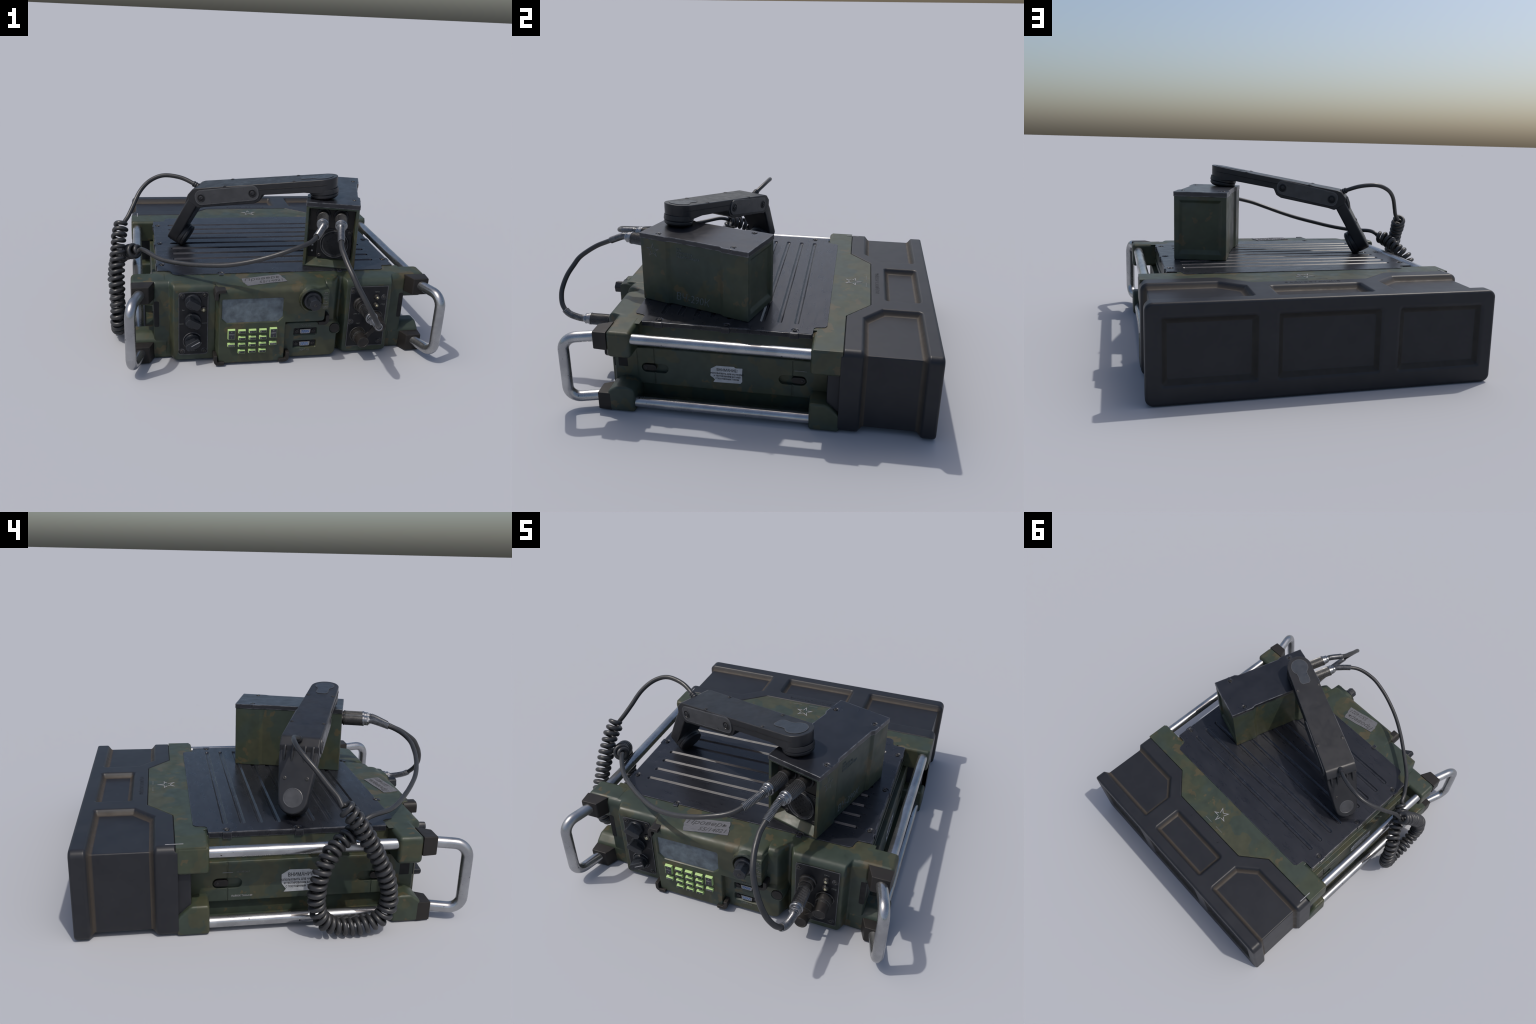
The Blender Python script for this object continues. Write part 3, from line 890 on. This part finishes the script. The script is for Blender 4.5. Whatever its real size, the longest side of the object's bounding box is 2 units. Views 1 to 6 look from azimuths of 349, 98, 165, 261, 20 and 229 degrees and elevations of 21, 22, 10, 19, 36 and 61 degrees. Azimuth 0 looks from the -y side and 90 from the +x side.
    bm = prism_bm([(p.x, p.y) for p in st], 0.690, 0.699, 0.002)
    for v in bm.verts:
        t = max(0, min(1, (Vector((v.co.x, v.co.y)) - a).dot(d) / (b - a).length))
        v.co.z += 0.006 * t
    obj("cap_strap", from_bm(bm), GUARD, pr)


front_fittings()


# ---------------- rails, grips
def rails():
    for s in (1, -1):
        for z in (0.3905, 0.0435):
            P = np.array([(XC + s * 0.7505, y, z) for y in np.linspace(-0.50, 0.47, 40)])
            tube("side_rail", P, 0.0262, STEEL, radio, 28)
        # grip: a bent bar
        x0, x1, yb, yf, zt, zb = 0.738, 0.791, -0.60, -0.775, 0.391, 0.060
        pts = [(x0 - 0.006, yb + 0.03, zt), (x0, yb, zt)]
        r = 0.062
        dirv = np.array((x1 - x0, yf - yb)); dirv /= np.linalg.norm(dirv)
        for t in np.linspace(0, math.pi / 2, 9):
            f = r * (1 - math.sin(t))
            pts.append((x1 - dirv[0] * f, yf - dirv[1] * f, zt - r * (1 - math.cos(t))))
        for t in np.linspace(0, math.pi / 2, 9):
            f = r * (1 - math.cos(t))
            pts.append((x1 - dirv[0] * f, yf - dirv[1] * f, zb + r * (1 - math.sin(t))))
        pts += [(x0, yb, zb), (x0 - 0.006, yb + 0.03, zb)]
        P = np.array([(XC + s * p[0], p[1], p[2]) for p in pts])
        seg = []
        for a, b in zip(P, P[1:]):
            n = max(1, int(np.linalg.norm(b - a) / 0.014))
            seg += [a + (b - a) * k / n for k in range(n)]
        seg.append(P[-1])
        tube("grip_handle", np.array(seg), 0.0265, STEEL, radio, 24)


rails()


# ---------------- markings on the radio
def markings():
    top = Matrix.Translation
    star_emblem(0.052, radio, top((0.053, 0.575, ZT + 0.0016)), PRINT)
    # small paint ticks
    box("painted_tick", (XC - 0.750, 0.518, ZT + 0.0012), (XC - 0.7455, 0.596, ZT + 0.0028), PRINT, radio, 0)
    for x in (0.02, 0.12):
        box("painted_tick", (x - 0.06, 0.648, ZT + 0.001), (x - 0.005, 0.651, ZT + 0.0018), PRINTDIM, radio, 0)
    text("embossed_word", "РАДИОСТАНЦИЯ", 0.028, BLACK, radio, top((XC, 0.710, ZT + 0.0022)) @ Matrix.Rotation(math.pi, 4, "Z"), thick=0.0005, space=1.2)
    # paper warning labels on both sides
    for s, yc, zc in ((1, -0.006, 0.192), (-1, -0.024, 0.190)):
        m = face_side(XC + s * 0.6727, yc, zc, s)
        w, h = (0.079, 0.046) if s > 0 else (0.090, 0.056)
        rnd = random.Random(3 + s)
        out = [(-w, -h * 0.25), (-w * 0.98, h * 0.62), (-w * 0.60, h), (w * 0.45, h * 1.0), (w * 0.55, h * 0.90), (w, h * 0.92), (w * 0.985, h * 0.1), (w, -h * 0.75), (w * 0.86, -h), (-w * 0.85, -h), (-w * 0.72, -h * 0.72), (-w * 0.84, -h * 0.55)]
        out = [(x + rnd.uniform(-0.002, 0.002), y + rnd.uniform(-0.002, 0.002)) for x, y in out][::-1]
        lab = prism("warning_label", out, 0.0, 0.0012, LABEL, radio, mtx=m)
        k = h / 0.046
        for t, z, sz in (("ВНИМАНИЕ!", 0.024, 0.0215), ("ИСПОЛЬЗОВАТЬ ДЛЯ НАСТРОЙКИ", 0.0035, 0.0118), ("И ТЕСТИРОВАНИЯ БАТАРЕЙ", -0.011, 0.0118), ("С ПОСТОЯННЫМ ТОКОМ", -0.0255, 0.0118)):
            text("label_print", t, sz * k, INK, lab, Matrix.Translation((0.003, z * k, 0.0014)), width=0.80, thick=0.0004, bold=0.0004)
    for y, z, l, s in ((0.375, 0.247, 0.05, 1), (0.300, 0.247, 0.04, -1)):
        m = face_side(XC + s * 0.6727, y, z, s)
        box("painted_tick", (-l, -0.002, 0), (l * 0.2, 0.002, 0.0008), PRINTDIM, radio, 0, mtx=m)
    text("side_print", "ПАРИЖ ТАН-4149", 0.013, PRINT, radio, face_side(XC - 0.6727, 0.250, 0.124, -1), width=0.9)
    text("side_print", "СЕРИЯ 0417", 0.012, PRINTDIM, radio, face_side(XC - 0.6727, 0.245, 0.247, -1), width=0.9)
    # strip of tape with a handwritten note
    rnd = random.Random(11)
    P = []
    c = [(-0.172, -0.563), (-0.168, -0.612), (-0.150, -0.652), (0.061, -0.610), (0.036, -0.520)]
    tp = []
    for a, b in zip(c, c[1:] + c[:1]):
        for t in np.linspace(0, 1, 7, endpoint=False):
            tp.append((a[0] + (b[0] - a[0]) * t + rnd.uniform(-0.002, 0.002), a[1] + (b[1] - a[1]) * t + rnd.uniform(-0.002, 0.002)))
    bm = prism_bm(tp, ZT - 0.006, ZT + 0.0030)
    for y in (-0.632, -0.638, -0.644, -0.650):
        bmesh.ops.bisect_plane(bm, geom=bm.verts[:] + bm.edges[:] + bm.faces[:], plane_co=(0, y, 0), plane_no=(0, 1, 0))
    for v in bm.verts:
        u = min(1, max(0, (-0.634 - v.co.y) / 0.046))
        v.co.z -= 0.034 * (1 - math.sqrt(1 - u * u))
    tape = obj("cloth_tape", from_bm(bm), TAPE, radio, 30)
    m = Matrix.Translation((-0.068, -0.5695, ZT + 0.0033)) @ Matrix.Rotation(math.radians(11), 4, "Z")
    text("tape_writing", "Проверь", 0.041, INK, tape, m, shear=0.35, thick=0.0004, width=1.15)
    m = Matrix.Translation((-0.024, -0.6045, ZT + 0.0033)) @ Matrix.Rotation(math.radians(11), 4, "Z")
    text("tape_writing", "55/14021", 0.036, INK, tape, m, shear=0.35, thick=0.0004, width=1.0)


markings()


# ================================================================== PLUGS
def plug(parent, mtx, name="cable_plug"):
    """Knurled cable plug; local +z runs from the socket to the cable."""
    e = lathe(name, [(0.0285, 0), (0.0285, 0.036), (0.0265, 0.040), (0.0265, 0.050), (0.0320, 0.052), (0.0325, 0.060), (0.0300, 0.062)], DARKMETAL, parent, mtx, 36)
    lathe("plug_grip", [(0.0285, 0.060), (0.0308, 0.0635), (0.0308, 0.064), (0.0308, 0.158), (0.0308, 0.1585), (0.0285, 0.161)], [KNURL, DARK], e, None, 144, ribs=36, rib_span=(0.0636, 0.1583), rib_depth=0.0026)
    lathe("plug_collar", [(0.0295, 0.159), (0.0320, 0.161), (0.0320, 0.169), (0.0300, 0.172), (0.0270, 0.173), (0.0270, 0.184), (0.0255, 0.186)], CHROME, e, None, 36)
    prism("plug_nut", circle(0, 0, 0.0285, 6), 0.184, 0.196, CHROME, e, 0.0025)
    lathe("plug_neck", [(0.0215, 0.195), (0.0215, 0.202), (0.0175, 0.204)], CHROME, e, None, 24)
    return e


def spring_relief(parent, path, r=0.0160, length=0.125, pitch=0.0066):
    """Wound wire sleeve over the first stretch of a cable."""
    s = np.r_[0, np.cumsum(np.linalg.norm(np.diff(path, axis=0), axis=1))]
    t = np.linspace(0, length, int(length / pitch * 16))
    P = np.stack([np.interp(t, s, path[:, k]) for k in range(3)], 1)
    T, N, B = frames(P)
    a = t / pitch * 2 * np.pi
    W = P + r * (np.cos(a)[:, None] * N + np.sin(a)[:, None] * B)
    sl = tube("spring_sleeve", W, 0.0028, SPRING, parent, 7)
    tube("sleeve_core", P, r - 0.0005, DARKMETAL, parent, 14)
    return sl


# ================================================================== SPEAKER BOX
BA = math.radians(-17.15)
BM = Matrix.Translation((0.4130, -0.1640, ZT + 0.0050)) @ Matrix.Rotation(BA, 4, "Z")
sbox = empty("speaker_box", BM.to_translation(), BA, "small olive speaker and amplifier box with dark metal lid", "radio accessory")


def speaker_box():
    hw, hl, H = 0.1400, 0.3050, 0.3420
    jog = 0.011
    # plan outline, waisted between s=0.165 and s=0.46 from the front
    y1, y2 = -hl + 0.162, -hl + 0.458
    right = [(hw, -hl), (hw, y1 - 0.012), (hw - jog, y1 + 0.006), (hw - jog, y2 - 0.006), (hw, y2 + 0.012), (hw, hl)]
    out = right + [(-x, y) for x, y in right[::-1]]
    body = prism_bm(out, 0.0, H)
    cuts = []
    # front opening, a tapered recess
    def frustum(x0, x1, z0, z1, ya, yb, i):
        c = bmesh.new()
        a = [(x0, ya, z0), (x1, ya, z0), (x1, ya, z1), (x0, ya, z1)]
        b = [(x0 + i[0], yb, z0 + i[2]), (x1 - i[1], yb, z0 + i[2]), (x1 - i[1], yb, z1 - i[3]), (x0 + i[0], yb, z1 - i[3])]
        va, vb = [c.verts.new(p) for p in a], [c.verts.new(p) for p in b]
        c.faces.new(va); c.faces.new(vb[::-1])
        for k in range(4):
            c.faces.new((va[k], va[(k + 1) % 4], vb[(k + 1) % 4], vb[k]))
        return from_bm(c)
    cuts.append(frustum(-hw + 0.017, hw - 0.017, 0.008, H - 0.014, -hl - 0.001, -hl + 0.052, (0.006, 0.006, 0.034, 0.004)))
    # rear panel, shallow
    cuts.append(frustum(-hw + 0.026, hw - 0.026, 0.030, H - 0.022, hl + 0.001, hl - 0.012, (0.014, 0.014, 0.022, 0.014)))
    me = boolean(from_bm(body), cuts, bevel=0.0045, seg=2, angle=25)
    obj("box_body", me, CAMO, sbox, 40)
    # lid
    e = 0.0022
    lo = [(x + (e if x > 0 else -e), y + (e if y > 0 else -e) * (abs(y) > 0.25)) for x, y in out]
    bm = prism_bm(lo, H - 0.004, H + 0.0215)
    seats = [(sx * 0.112, y) for sx in (1, -1) for y in (-hl + 0.094, hl - 0.094)]
    cuts = []
    for x, y in seats:
        c = prism_bm(circle(x, y, 0.019, 20), H + 0.0185, H + 0.03)
        for v in c.verts:
            if v.co.z < H + 0.02:
                v.co.x, v.co.y = x + (v.co.x - x) * 0.75, y + (v.co.y - y) * 0.75
        cuts.append(from_bm(c))
    me = boolean(from_bm(bm), cuts, bevel=0.007, seg=3, angle=40)
    lid = obj("box_lid", me, LID, sbox, 35)
    for x, y in seats:
        screw(lid, Matrix.Translation((x, y, H + 0.0185)), 0.010, 0.005, DARKMETAL)
        a, b = sorted((x + (0.006 if x > 0 else -0.006), (hw + 0.0032) * (1 if x > 0 else -1)))
        box("lid_tab", (a, y - 0.009, H + 0.006), (b, y + 0.009, H + 0.0225), PLATE, lid, 0.003)
    # inside the front opening
    FB = Matrix.Translation((0, -hl + 0.050, 0)) @ FRONT.copy()
    box("front_bulkhead", (-0.120, 0.195, -0.004), (0.120, H - 0.018, 0.006), GUARD, sbox, 0.003, mtx=FB)
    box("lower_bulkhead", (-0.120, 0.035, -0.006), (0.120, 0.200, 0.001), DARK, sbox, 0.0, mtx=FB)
    pl = prism("speaker_plate", rrect(-0.070, 0.112, 0.040, 0.212, 0.010, 4), 0.0, 0.012, PANEL, sbox, 0.002, mtx=FB)
    sp = lathe("speaker_grille", [(0.080, 0), (0.080, 0.004), (0.077, 0.007), (0.072, 0.007), (0.067, 0.001), (0.063, 0.001), (0.062, 0.003), (0.030, 0.006), (0.004, 0.007)], PANEL, pl, Matrix.Translation((0.022, 0.126, 0.012)), 48)
    P = np.array([(0.0745 * math.cos(t), 0.0745 * math.sin(t), 0.0068) for t in np.linspace(0, 2 * math.pi, 60)])
    tube("worn_ring", P, 0.0018, WEAR, sp, 6)
    for ix in range(-4, 5):
        for iz in range(-4, 5):
            x, z = ix * 0.0125, iz * 0.0125
            if math.hypot(x, z) < 0.052 and (ix + iz) % 2 == 0:
                h = 0.0065 - 0.035 * max(0, math.hypot(x, z) - 0.03)
                lathe("grille_hole", [(0.0042, h - 0.004), (0.0042, h + 0.0010), (0.002, h + 0.0014)], DARK, sp, Matrix.Translation((x, z, 0)), 8)
    for x, z in ((-0.055, 0.058), (0.098, 0.058), (-0.055, 0.196), (0.098, 0.196)):
        screw(pl, Matrix.Translation((x, z, 0.012)), 0.010, 0.004, DARKMETAL)
    for z in (0.078, 0.112):
        lathe("push_button", [(0.008, 0), (0.008, 0.010), (0.005, 0.014), (0.001, 0.015)], CHROME, sbox, FB @ Matrix.Translation((-0.095, z, 0.0)), 16)
    for x in (-0.047, 0.047):
        lathe("box_socket", [(0.040, 0), (0.040, 0.006), (0.0385, 0.009), (0.0345, 0.009), (0.0335, 0.004), (0.029, 0.004), (0.029, 0.012)], PANEL, sbox, FB @ Matrix.Translation((x, 0.284, 0.006)), 36)
        text("box_print", "ВХ" if x < 0 else "ВЫХ", 0.012, PRINTDIM, sbox, FB @ Matrix.Translation((x + 0.004, 0.3215 - 0.004, 0.0067)))
    # prints on the right-hand wall
    S = lambda y, z, inset=0.0: Matrix.Translation((hw - inset + 0.0006, y, z)) @ Matrix.Rotation(math.pi / 2, 4, "Z") @ Matrix.Rotation(math.pi / 2, 4, "X")
    star_emblem(0.040, sbox, S(-hl + 0.073, 0.280), PRINTDIM)
    for t, dz in (("УКВ", 0.306), ("УСИЛИТЕЛЬ", 0.287), ("РАДИОСТАНЦИИ", 0.268)):
        text("box_print", t, 0.018, PRINTBLUE, sbox, S(-hl + 0.205, dz, jog), align="LEFT", width=0.85)
    text("chalk_writing", "ВЧ-290К", 0.060, PRINTBLUE, sbox, S(-hl + 0.290, 0.047, jog) @ Matrix.Rotation(math.radians(-1), 4, "Z"), shear=0.12, width=0.86, bold=-0.0005)


speaker_box()

BI = BM
plug1 = BI @ Matrix.Translation((-0.047, -0.305 + 0.044, 0.284)) @ Matrix.Rotation(math.pi / 2, 4, "X")
plug2 = BI @ Matrix.Translation((0.047, -0.305 + 0.044, 0.284)) @ Matrix.Rotation(math.pi / 2, 4, "X")
plug3 = face_front(0.466, -0.632, 0.298)

# ================================================================== PATCH CABLE
patch = empty("patch_cable", (0.324, -0.62, 0.69), 0, "black patch cable with knurled chrome plugs at both ends", "cable")


def local(parent, m):
    return Matrix.Translation(parent.location).inverted() @ m


def patch_cable():
    a, b = plug2 @ Vector((0, 0, 0.19)), plug3 @ Vector((0, 0, 0.19))
    a2, b2 = plug2 @ Vector((0, 0, 0.225)), plug3 @ Vector((0, 0, 0.225))
    mid = [(0.287, -0.752, 0.672), (0.286, -0.805, 0.648), (0.292, -0.857, 0.616), (0.305, -0.904, 0.580), (0.323, -0.935, 0.538),
           (0.346, -0.961, 0.496), (0.371, -0.978, 0.450), (0.399, -0.984, 0.402), (0.432, -0.968, 0.350), (0.455, -0.925, 0.313)]
    P = spline([tuple(a), tuple(a2)] + mid + [tuple(b2), tuple(b)], 0.008) - np.array(patch.location)
    tube("cable", P, 0.0132, CABLE, patch, 14)
    spring_relief(patch, P)
    spring_relief(patch, P[::-1], 0.0160, 0.135)
    plug(patch, local(patch, plug2))
    p3 = plug(patch, local(patch, plug3))
    lathe("plug_cup", [(0.0415, -0.006), (0.0415, 0.006), (0.0375, 0.010), (0.0375, 0.030), (0.0355, 0.034), (0.030, 0.034)], DARKMETAL, p3, None, 36)


patch_cable()

# ================================================================== HANDSET
HA = math.radians(-23.2)
HM = Matrix.Translation((-0.344, -0.060, 0.0)) @ Matrix.Rotation(HA, 4, "Z")
hand = empty("telephone_handset", (-0.344, -0.060, 0.0), HA, "black push-to-talk handset with long coiled cord", "telephone handset")


def handset():
    # side profile of the grip in (along, up); the ear end is to +x
    prof = [(-0.012, 0.798), (0.006, 0.8055), (0.70, 0.9175), (0.790, 0.932), (0.785, 0.840), (0.607, 0.838), (0.382, 0.804), (0.366, 0.768), (0.338, 0.752),
            (0.060, 0.704), (0.024, 0.694), (-0.036, 0.728), (-0.038, 0.766)]
    body = prism_bm(prof, -0.12, 0.12)
    me = from_bm(body)
    me.transform(Matrix(((1, 0, 0, 0), (0, 0, -1, 0), (0, 1, 0, 0), (0, 0, 0, 1))))
    # plan outline: tapered with a round ear end
    r = 0.0785
    plan = [(-0.06, 0.0955), (0.02, 0.0955)]
    for t in np.linspace(math.radians(88), math.radians(-88), 22):
        plan.append((0.692 + r * math.cos(t), r * math.sin(t)))
    plan += [(0.02, -0.0955), (-0.06, -0.0955)]
    cut = from_bm(prism_bm(plan[::-1], 0.6, 1.0))
    me = boolean(me, [cut], "INTERSECT", bevel=0.010, seg=3, angle=30)
    body = obj("handset_body", me, RUBBER, hand, 40)
    # shell seam around the grip
    T = Matrix.Translation((0, 0, 0.8046)) @ Matrix.Rotation(-math.atan2(0.1614, 1.0), 4, "Y")    # tilted top frame
    seam = [(0.03, 0.0958), (0.40, 0.0866)] + [(0.692 + (r + 0.0010) * math.cos(t), (r + 0.0010) * math.sin(t)) for t in np.linspace(math.radians(86), math.radians(-86), 24)] + [(0.40, -0.0866), (0.03, -0.0958)]
    tube("shell_seam", np.array([(x, y, -0.030) for x, y in seam]), 0.0014, DARK, body, 6, mtx=T)
    # earpiece pad
    E = T @ Matrix.Translation((0.700, 0, 0))
    lathe("earpiece", [(0.0765, -0.060), (0.0775, -0.083), (0.0750, -0.087), (0.0735, -0.090), (0.0750, -0.094), (0.0735, -0.103), (0.064, -0.112), (0.050, -0.117), (0.020, -0.118)], RUBBER, body, E, 48)
    # keyhole-shaped plate on top of the earpiece
    k = [(0.702 + 0.053 * math.cos(t), 0.053 * math.sin(t)) for t in np.linspace(math.radians(-142), math.radians(142), 30)]
    k += [(0.640, 0.030), (0.612, 0.033), (0.592, 0.030), (0.582, 0.020), (0.582, -0.020), (0.592, -0.030), (0.612, -0.033), (0.640, -0.030)]
    prism("earpiece_plate", k, -0.004, 0.0018, KEYHOLE, body, 0.0012, 2, mtx=T)
    bm = bmesh.new(); stroke_bm(bm, k, 0.0022, 0.0012, 0.0021, True)
    obj("worn_border", from_bm(bm), WEAR, body, 0, mtx=T)
    # cover screws
    for a, w in ((0.553, 0.0685), (0.172, 0.0805)):
        for s in (1, -1):
            lathe("screw_seat", [(0.0125, -0.004), (0.0125, 0.0006), (0.0095, 0.0010), (0.0088, 0.0002)], RUBBER, body, T @ Matrix.Translation((a, s * w, 0.0)), 20)
            screw(body, T @ Matrix.Translation((a, s * w, 0.0003)), 0.0075, 0.0025, DARKMETAL)
    # side cheeks with two bolts each
    ang = math.atan2(0.055, 0.288)
    for s in (1, -1):
        C = Matrix.Translation((0.184, s * 0.0895, 0.784)) @ Matrix.Rotation(-ang, 4, "Y") @ Matrix.Rotation(s * -math.radians(1.45), 4, "Z") @ Matrix.Rotation(math.pi / 2 * (1 if s < 0 else -1), 4, "X")
        ch = prism("push_to_talk_cheek", rrect(-0.182, 0.182, -0.0425, 0.0425, 0.036, 7), -0.012, 0.0065, CHEEK, body, 0.003, 2, mtx=C)
        bm = bmesh.new(); stroke_bm(bm, rrect(-0.178, 0.178, -0.0385, 0.0385, 0.033, 7), 0.0032, 0.006, 0.0071, True)
        obj("worn_border", from_bm(bm), WEAR, ch, 0)
        for x in (-0.146, 0.146):
            seat = lathe("bolt_seat", [(0.024, 0), (0.024, 0.0015), (0.019, 0.003), (0.0175, 0.0005), (0.0165, 0.0005)], RUBBER, ch, Matrix.Translation((x, 0, 0.006)), 28)
            lathe("bolt_hole", [(0.0172, 0.0006), (0.0172, 0.0012), (0.015, 0.0012)], DARK, seat, None, 24)
            screw(seat, Matrix.Translation((0, 0, 0.001)), 0.0115, 0.0035, RUBBER)
    # mouthpiece arm: a tapering plate with a round end
    d = Vector((-0.149, 0, -0.262)).normalized()
    nrm = Vector((-d.z, 0, d.x)) * -1         # outward, away from the grip
    A = Matrix(((d.x, 0, nrm.x, -0.037), (0, 1, 0, 0), (d.z, 0, nrm.z, 0.740), (0, 0, 0, 1)))
    if A.to_3x3().determinant() < 0:
        A = Matrix(((d.x, 0, nrm.x, -0.037), (0, -1, 0, 0), (d.z, 0, nrm.z, 0.740), (0, 0, 0, 1)))
    ra = 0.071
    out = [(-0.030, 0.0945), (0.030, 0.0945)] + [(0.232 + ra * math.cos(t), ra * math.sin(t)) for t in np.linspace(math.radians(83), math.radians(-83), 20)] + [(0.030, -0.0945), (-0.030, -0.0945)]
    arm = prism("handset_arm", out[::-1], -0.064, 0.0, RUBBER, body, 0.009, 3, mtx=A)
    lathe("mouthpiece", [(0.069, -0.055), (0.070, -0.078), (0.0675, -0.082), (0.067, -0.086), (0.0685, -0.090), (0.066, -0.098), (0.056, -0.104), (0.02, -0.106)], RUBBER, arm, Matrix.Translation((0.232, 0, 0)), 44)
    lathe("mouthpiece_disc", [(0.0475, -0.004), (0.0475, 0.0010), (0.0445, 0.0022), (0.0425, 0.0006), (0.010, 0.0014)], DISC, arm, Matrix.Translation((0.224, 0, 0)), 40)
    for y, x in ((0.055, 0.128), (-0.052, 0.133)):
        screw(arm, Matrix.Translation((x, y, 0.0)), 0.0095, 0.003, DARKMETAL)
    # ribs and the cord gland in the bend
    for y in (-0.068, -0.030, 0.030, 0.068):
        prism("bend_rib", [(-0.050, -0.02), (-0.036, 0.010), (-0.012, 0.017), (0.020, 0.012), (0.055, -0.001), (0.055, -0.02)], -0.006, 0.006, RUBBER, arm, 0.004, 2,
              mtx=Matrix.Translation((0, y, 0)) @ Matrix.Rotation(math.pi / 2, 4, "X"))


handset()


# ---------------- cord: straight lead, coil hanging over the rail, straight lead to the box
def cord():
    lead = [(-0.318, -0.062, 0.766), (-0.342, -0.054, 0.785), (-0.361, -0.048, 0.797), (-0.427, -0.012, 0.825), (-0.487, 0.007, 0.837), (-0.544, 0.015, 0.838), (-0.595, 0.009, 0.823), (-0.641, -0.014, 0.796),
            (-0.681, -0.052, 0.754), (-0.716, -0.102, 0.692), (-0.742, -0.140, 0.648)]
    axis = [(-0.772, -0.160, 0.624), (-0.786, -0.190, 0.585), (-0.795, -0.225, 0.545), (-0.800, -0.262, 0.487), (-0.804, -0.298, 0.426), (-0.806, -0.332, 0.363), (-0.808, -0.363, 0.296),
            (-0.807, -0.384, 0.223), (-0.806, -0.389, 0.148), (-0.806, -0.362, 0.085), (-0.806, -0.305, 0.054), (-0.807, -0.240, 0.045), (-0.808, -0.178, 0.048), (-0.812, -0.122, 0.066),
            (-0.816, -0.074, 0.110), (-0.824, -0.053, 0.180), (-0.828, -0.050, 0.252), (-0.822, -0.068, 0.330), (-0.804, -0.098, 0.388), (-0.783, -0.125, 0.414), (-0.762, -0.160, 0.440),
            (-0.746, -0.198, 0.460), (-0.728, -0.236, 0.478), (-0.706, -0.268, 0.491), (-0.690, -0.284, 0.497)]
    a = plug1 @ Vector((0, 0, 0.19))
    a2 = plug1 @ Vector((0, 0, 0.225))
    run = [(-0.680, -0.296, 0.510), (-0.655, -0.345, 0.520), (-0.578, -0.451, 0.512), (-0.472, -0.545, 0.522), (-0.368, -0.625, 0.542), (-0.266, -0.689, 0.565), (-0.166, -0.731, 0.595), (-0.065, -0.756, 0.630), (0.036, -0.760, 0.664),
           (0.145, -0.723, 0.692), tuple(a2), tuple(a)]
    A = spline(axis, 0.0016)
    T, N, B = frames(A)
    s = np.r_[0, np.cumsum(np.linalg.norm(np.diff(A, axis=0), axis=1))]
    turns = round(s[-1] / 0.0335)
    ph = 2 * np.pi * turns * s / s[-1] + 1.2
    R = 0.0305 * np.minimum(1, np.minimum(s / 0.020, (s[-1] - s) / 0.020) * 0.75 + 0.25)
    wob = 1 + 0.05 * np.sin(s * 37.0) + 0.03 * np.sin(s * 71.0 + 1)
    H = A + (R * wob)[:, None] * (np.cos(ph)[:, None] * N + np.sin(ph)[:, None] * B)
    inv = np.array(HM.inverted())
    L1 = spline(lead + [tuple(H[2])], 0.008)[:-1]
    L2 = spline([tuple(H[-3])] + run, 0.008)[1:]
    W = np.vstack([L1, H[2:-2], L2])
    loc = lambda Q: Q @ inv[:3, :3].T + inv[:3, 3]
    tube("coiled_cord", loc(W), 0.0120, CABLE, hand, 11)
    ln = spline(lead[:5], 0.003)[6:26]
    tube("cord_gland", loc(ln), 0.0165 + 0.0015 * np.sin(np.arange(len(ln)) * 1.6), RUBBER, hand, 14)
    spring_relief(hand, loc(L2[::-1]), 0.0160, 0.130)
    plug(hand, HM.inverted() @ plug1)


cord()
